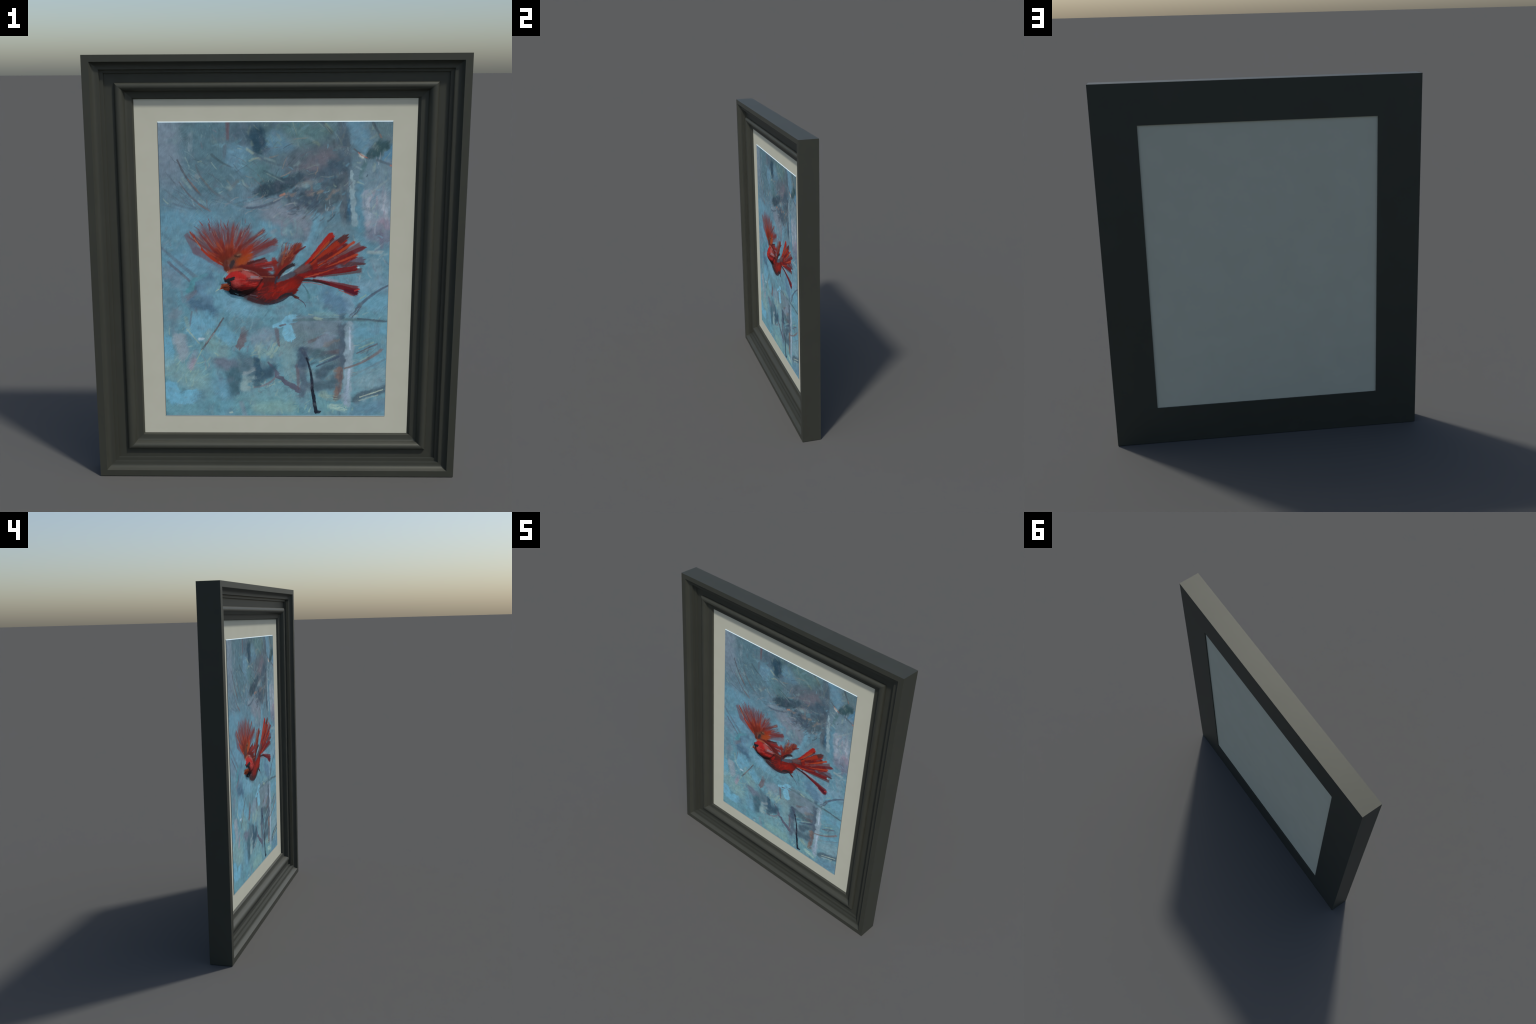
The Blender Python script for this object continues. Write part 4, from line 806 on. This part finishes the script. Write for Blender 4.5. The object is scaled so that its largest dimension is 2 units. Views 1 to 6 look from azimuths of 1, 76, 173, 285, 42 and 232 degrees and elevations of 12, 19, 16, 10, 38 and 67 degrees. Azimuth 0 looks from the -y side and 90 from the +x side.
def ground_group():
    """Canvas position, its wavering copies, and the mottled underpainting."""
    g, i, o = group_tree("underpainting", [], [("Loose", "Vector"), ("Tight", "Vector"), ("Colour", "Color"), ("Canvas", "Vector")])
    maths, vec, step, xyz, noise, mix = socket_maths(g)
    co = g.nodes.new("ShaderNodeTexCoord").outputs["Object"]
    sp = g.nodes.new("ShaderNodeSeparateXYZ")
    g.links.new(co, sp.inputs[0])
    u = maths("DIVIDE", maths("SUBTRACT", sp.outputs[0], FACE["left"]), CANVAS)
    v = maths("DIVIDE", maths("SUBTRACT", sp.outputs[2], FACE["bottom"]), CANVAS)
    p = xyz(u, v, 0.0)

    def waver(scale, amount):
        return vec("MULTIPLY", vec("SUBTRACT", noise(p, scale, 1.0, colour=True), (0.5, 0.5, 0.5)), (amount, amount, 0.0))

    fine = waver(0.9, 0.4)
    g.links.new(vec("ADD", vec("ADD", p, waver(0.16, 4.0)), vec("ADD", fine, waver(0.5, 1.6))), o["Loose"])
    g.links.new(vec("ADD", p, fine), o["Tight"])
    g.links.new(p, o["Canvas"])
    ramp = g.nodes.new("ShaderNodeValToRGB")
    cr = ramp.color_ramp
    cr.elements[0].position, cr.elements[0].color = 0.0, (0.165, 0.375, 0.440, 1)
    cr.elements[1].position, cr.elements[1].color = 1.0, (0.130, 0.216, 0.258, 1)
    for pos, c in ((0.35, (0.160, 0.360, 0.440)), (0.56, (0.148, 0.335, 0.425)), (0.74, (0.140, 0.262, 0.330))):
        cr.elements.new(pos).color = (*c, 1)
    drift = maths("MULTIPLY_ADD", maths("SUBTRACT", noise(p, 0.05, 2.0), 0.5), 0.35, maths("DIVIDE", v, 133.0))
    g.links.new(drift, ramp.inputs[0])
    patch = step(noise(vec("MULTIPLY", p, (1.0, 0.7, 1.0)), 0.085, 3.0), 0.42, 0.72)
    c = mix(maths("MULTIPLY", patch, 0.45), ramp.outputs[0], (0.205, 0.300, 0.365))
    patch2 = step(noise(vec("ADD", p, (40.0, 9.0, 0.0)), 0.11, 3.0), 0.5, 0.75)
    c = mix(maths("MULTIPLY", patch2, 0.4), c, (0.105, 0.235, 0.300))
    g.links.new(c, o["Colour"])
    return g


def mottle_group():
    """Worn, smeared passages: middle-sized shifts of tone and hue, and scumbled pale flecks."""
    g, i, o = group_tree("mottled_passages", [("Colour", "Color"), ("Canvas", "Vector")], [("Colour", "Color")])
    maths, vec, step, xyz, noise, mix = socket_maths(g)
    p = i["Canvas"]
    tone = maths("MULTIPLY_ADD", maths("SUBTRACT", noise(p, 0.32, 4.0), 0.5), 0.75, 1.0)
    c = vec("MULTIPLY", i["Colour"], xyz(tone, tone, tone))
    c = mix(maths("MULTIPLY", step(noise(vec("ADD", p, (7.0, 31.0, 0.0)), 0.2, 4.0), 0.5, 0.7), 0.20), c, (0.220, 0.250, 0.310))
    c = mix(maths("MULTIPLY", step(noise(vec("ADD", p, (61.0, 3.0, 0.0)), 0.3, 4.0), 0.54, 0.74), 0.24), c, (0.250, 0.380, 0.360))
    c = mix(maths("MULTIPLY", step(noise(vec("ADD", p, (23.0, 77.0, 0.0)), 0.24, 4.0), 0.54, 0.74), 0.34), c, (0.085, 0.160, 0.205))
    turned = xyz(vec("DOT_PRODUCT", p, (0.5, 0.86, 0.0)), vec("DOT_PRODUCT", p, (-0.86, 0.5, 0.0)), 3.0)
    hair = noise(vec("MULTIPLY", turned, (0.4, 2.2, 1.0)), 1.0, 2.0)
    fleck = maths("MULTIPLY", step(hair, 0.57, 0.72), step(noise(p, 0.16, 2.0), 0.5, 0.68))
    c = mix(maths("MULTIPLY", fleck, 0.38), c, (0.34, 0.44, 0.40))
    g.links.new(c, o["Colour"])
    return g


def finish_group():
    """Bristle marks over everything."""
    g, i, o = group_tree("brushwork_grain", [("Colour", "Color"), ("Canvas", "Vector")], [("Colour", "Color"), ("Height", "Float")])
    maths, vec, step, xyz, noise, mix = socket_maths(g)
    p = vec("ADD", i["Canvas"], vec("MULTIPLY", noise(i["Canvas"], 0.1, 1.0, colour=True), (4.0, 4.0, 0.0)))
    up = noise(vec("MULTIPLY", p, (2.4, 0.5, 1.0)), 1.0, 3.0)
    turned = xyz(vec("DOT_PRODUCT", p, (0.7, 0.7, 0.0)), vec("DOT_PRODUCT", p, (-0.7, 0.7, 0.0)), 3.0)
    slant = noise(vec("MULTIPLY", turned, (0.45, 2.4, 1.0)), 1.0, 3.0)
    where = step(noise(i["Canvas"], 0.07, 1.0), 0.4, 0.6)
    hair = maths("ADD", maths("MULTIPLY", up, where), maths("MULTIPLY", slant, maths("SUBTRACT", 1.0, where)))
    tone = maths("MULTIPLY_ADD", maths("SUBTRACT", hair, 0.5), 0.5, 1.0)
    c = vec("MULTIPLY", i["Colour"], xyz(tone, tone, tone))
    g.links.new(c, o["Colour"])
    g.links.new(hair, o["Height"])
    return g


def oil_paint(name, ground, lay, mottled, finish, strokes):
    m, t, b = material(name)
    n, l = t.nodes, t.links
    base = n.new("ShaderNodeGroup")
    base.node_tree = ground
    colour, turn = base.outputs["Colour"], None
    for s in strokes:
        if s == "mottle":
            k = n.new("ShaderNodeGroup")
            k.node_tree = mottled
            l.new(colour, k.inputs["Colour"])
            l.new(base.outputs["Canvas"], k.inputs["Canvas"])
            colour = k.outputs["Colour"]
            continue
        (ax, az), (bx, bz) = s["a"], s["b"]
        length = max(hypot(bx - ax, bz - az), 1e-3)
        dx, dz = (bx - ax) / length, (bz - az) / length
        k = n.new("ShaderNodeGroup")
        k.node_tree = lay
        for key, val in (("Start", (ax, az, 0)), ("Along", (dx / length, dz / length, 0)), ("Across", (-dz, dx, 0)),
                         ("Length", length), ("Bend", s["bend"]), ("From", s["w"][0]), ("To", s["w"][1]), ("Soft", s["soft"]),
                         ("Cover", s["cover"]), ("Dry", s["dry"]), ("Fade", s["fade"]), ("Seed", s["seed"] * 3.7),
                         ("Paint", (*s["colour"], 1))):
            k.inputs[key].default_value = val
        l.new(base.outputs["Tight" if s["tight"] else "Loose"], k.inputs["Place"])
        l.new(colour, k.inputs["Below"])
        if turn:
            l.new(turn, k.inputs["Turn"])
        colour, turn = k.outputs["Colour"], k.outputs["Turn"]
    f = n.new("ShaderNodeGroup")
    f.node_tree = finish
    l.new(colour, f.inputs["Colour"])
    l.new(base.outputs["Canvas"], f.inputs["Canvas"])
    l.new(f.outputs["Colour"], b.inputs["Base Color"])
    bump = n.new("ShaderNodeBump")
    bump.inputs["Strength"].default_value, bump.inputs["Distance"].default_value = 0.05, 0.002
    l.new(f.outputs["Height"], bump.inputs["Height"])
    l.new(bump.outputs["Normal"], b.inputs["Normal"])
    b.inputs["Roughness"].default_value = 0.75
    b.inputs["Specular IOR Level"].default_value = 0.1
    return m


HEAD = dict(x=-0.165, z=0.953, wide=0.099, tall=0.061, high=0.029)     # the bird's head stands out in relief


def relief(x, z):
    """Height of the modelled head above the flat panel, and its two slopes."""
    u, v = (x - HEAD["x"]) / HEAD["wide"], (z - HEAD["z"]) / HEAD["tall"]
    q = u * u + v * v
    if q >= 1:
        return 0.0, 0.0, 0.0
    k = -3.0 * HEAD["high"] * (1 - q) ** 0.5
    return HEAD["high"] * (1 - q) ** 1.5 * 0.35 + HEAD["high"] * (1 - q) * 0.65, \
        (0.35 * k - 1.3 * HEAD["high"]) * u / HEAD["wide"], (0.35 * k - 1.3 * HEAD["high"]) * v / HEAD["tall"]


def build_painting(parent):
    """A thin panel with bevelled edges. Its face is split into fields so that each field's paint
    only carries the strokes that reach it; the fields over the head are a part of their own."""
    paint_picture()
    columns, rows, fine = 6, 8, 22
    ground, lay, mottled, finish = ground_group(), stroke_group(), mottle_group(), finish_group()
    nx, nz = columns * fine, rows * fine
    width, height = FACE["right"] - FACE["left"], FACE["top"] - FACE["bottom"]
    mats = []
    for r in range(rows):
        for c in range(columns):
            lo = (width / CANVAS * c / columns, height / CANVAS * r / rows)
            hi = (width / CANVAS * (c + 1) / columns, height / CANVAS * (r + 1) / rows)
            here = []
            for s in STROKES:
                if s == "mottle":
                    here.append(s)
                    continue
                m = max(s["w"]) * (1 + s["soft"]) + abs(s["bend"]) + 1.5 * min(max(s["w"]), 0.9) + (0.4 if s["tight"] else 3.0)
                if all(min(s["a"][k], s["b"][k]) - m < hi[k] and max(s["a"][k], s["b"][k]) + m > lo[k] for k in (0, 1)):
                    here.append(s)
            mats.append(oil_paint("oil_paint", ground, lay, mottled, finish, here))
    mats += [card("pale_primed_edge", (0.62, 0.76, 0.82), (0.70, 0.84, 0.88)),
             card("dark_painted_edge", (0.10, 0.13, 0.14), (0.13, 0.17, 0.19))]
    pale, dark = len(mats) - 2, len(mats) - 1
    points, normals = [], []
    for j in range(nz + 1):
        for i in range(nx + 1):
            x, z = FACE["left"] + width * i / nx, FACE["bottom"] + height * j / nz
            h, hx, hz = relief(x, z)
            points.append((x, PANEL_FRONT - h, z))
            normals.append(Vector((-hx, -1.0, -hz)).normalized())
    parts = {"painting": ([], []), "bird_head": ([], [])}
    for j in range(nz):
        for i in range(nx):
            a = j * (nx + 1) + i
            quad = (a, a + 1, a + nx + 2, a + nx + 1)
            faces, slots = parts["bird_head" if all(relief(points[k][0], points[k][2])[0] > 0 for k in quad) else "painting"]
            faces.append(quad)
            slots.append((j // fine) * columns + i // fine)
    # bevelled edge down to the mat, and the hidden back
    foot = len(points)
    y = MAT_PLANE + 0.0006
    points += [(PANEL["left"], y, PANEL["bottom"]), (PANEL["right"], y, PANEL["bottom"]),
               (PANEL["right"], y, PANEL["top"]), (PANEL["left"], y, PANEL["top"]),
               (PANEL["left"], PANEL_FRONT + 0.0007, PANEL["bottom"] + 0.0004), (PANEL["right"], PANEL_FRONT + 0.0007, PANEL["bottom"] + 0.0004)]
    normals += [Vector((0, -1, 0))] * 6
    br, tl, tr = nx, nz * (nx + 1), nz * (nx + 1) + nx
    faces, slots = parts["painting"]
    edge_from = len(faces)
    faces += [tuple([foot + 4, foot + 5] + list(range(br, -1, -1))), (foot, foot + 1, foot + 5, foot + 4), tuple([foot + 2, foot + 3] + list(range(tl, tr + 1))),
              tuple([foot + 1, foot + 2] + list(range(tr, br - 1, -(nx + 1))) + [foot + 5]), tuple([foot + 3, foot, foot + 4] + list(range(0, tl + 1, nx + 1))),
              (foot + 3, foot + 2, foot + 1, foot)]
    slots += [pale, pale, pale, dark, dark, pale]
    owner = parent
    for name, (faces, slots) in parts.items():
        used = sorted({k for f in faces for k in f})
        index = {k: n for n, k in enumerate(used)}
        ob = mesh_object(name, [points[k] for k in used], [tuple(index[k] for k in f) for f in faces], owner, smooth=True)
        for m in mats:
            ob.data.materials.append(m)
        ob.data.polygons.foreach_set("material_index", slots)
        split = []
        for n, f in enumerate(faces):
            flat = name == "painting" and n >= edge_from
            split += [ob.data.polygons[n].normal.copy() if flat else normals[k] for k in f]
        ob.data.normals_split_custom_set(split)
        owner = ob


# ------------------------------------------------------------------ assembly
FRAME_LOW, FRAME_HIGH, FRAME_ROUGH, FRAME_SPEC = (0.0368, 0.0386, 0.0305), (0.0398, 0.0416, 0.0335), 0.5, 0.37


def build():
    root = bpy.data.objects.new("framed_painting", None)
    bpy.context.scene.collection.objects.link(root)
    root["label"] = "dark moulded picture frame with oil painting of flying red bird"
    root["category"] = "framed picture"
    paint = frame_paint()
    for side in ("left", "right", "bottom", "top"):
        build_rail("frame_rail", side, root, paint)
    ivory = card("ivory_mat_card", (0.525, 0.525, 0.425), (0.545, 0.545, 0.445))
    slab("mat_board", SIGHT["left"] - 0.010, SIGHT["right"] + 0.010, SIGHT["bottom"] - 0.010, SIGHT["top"] + 0.010,
         MAT_PLANE, MAT_PLANE + 0.006, root, ivory)
    inset = 0.2062
    slab("backing_board", -HALF_WIDTH + STRETCH * inset, HALF_WIDTH - STRETCH * inset, inset, HEIGHT - inset,
         BACKING_PLANE - 0.006, BACKING_PLANE, root, ivory)
    build_painting(root)


build()
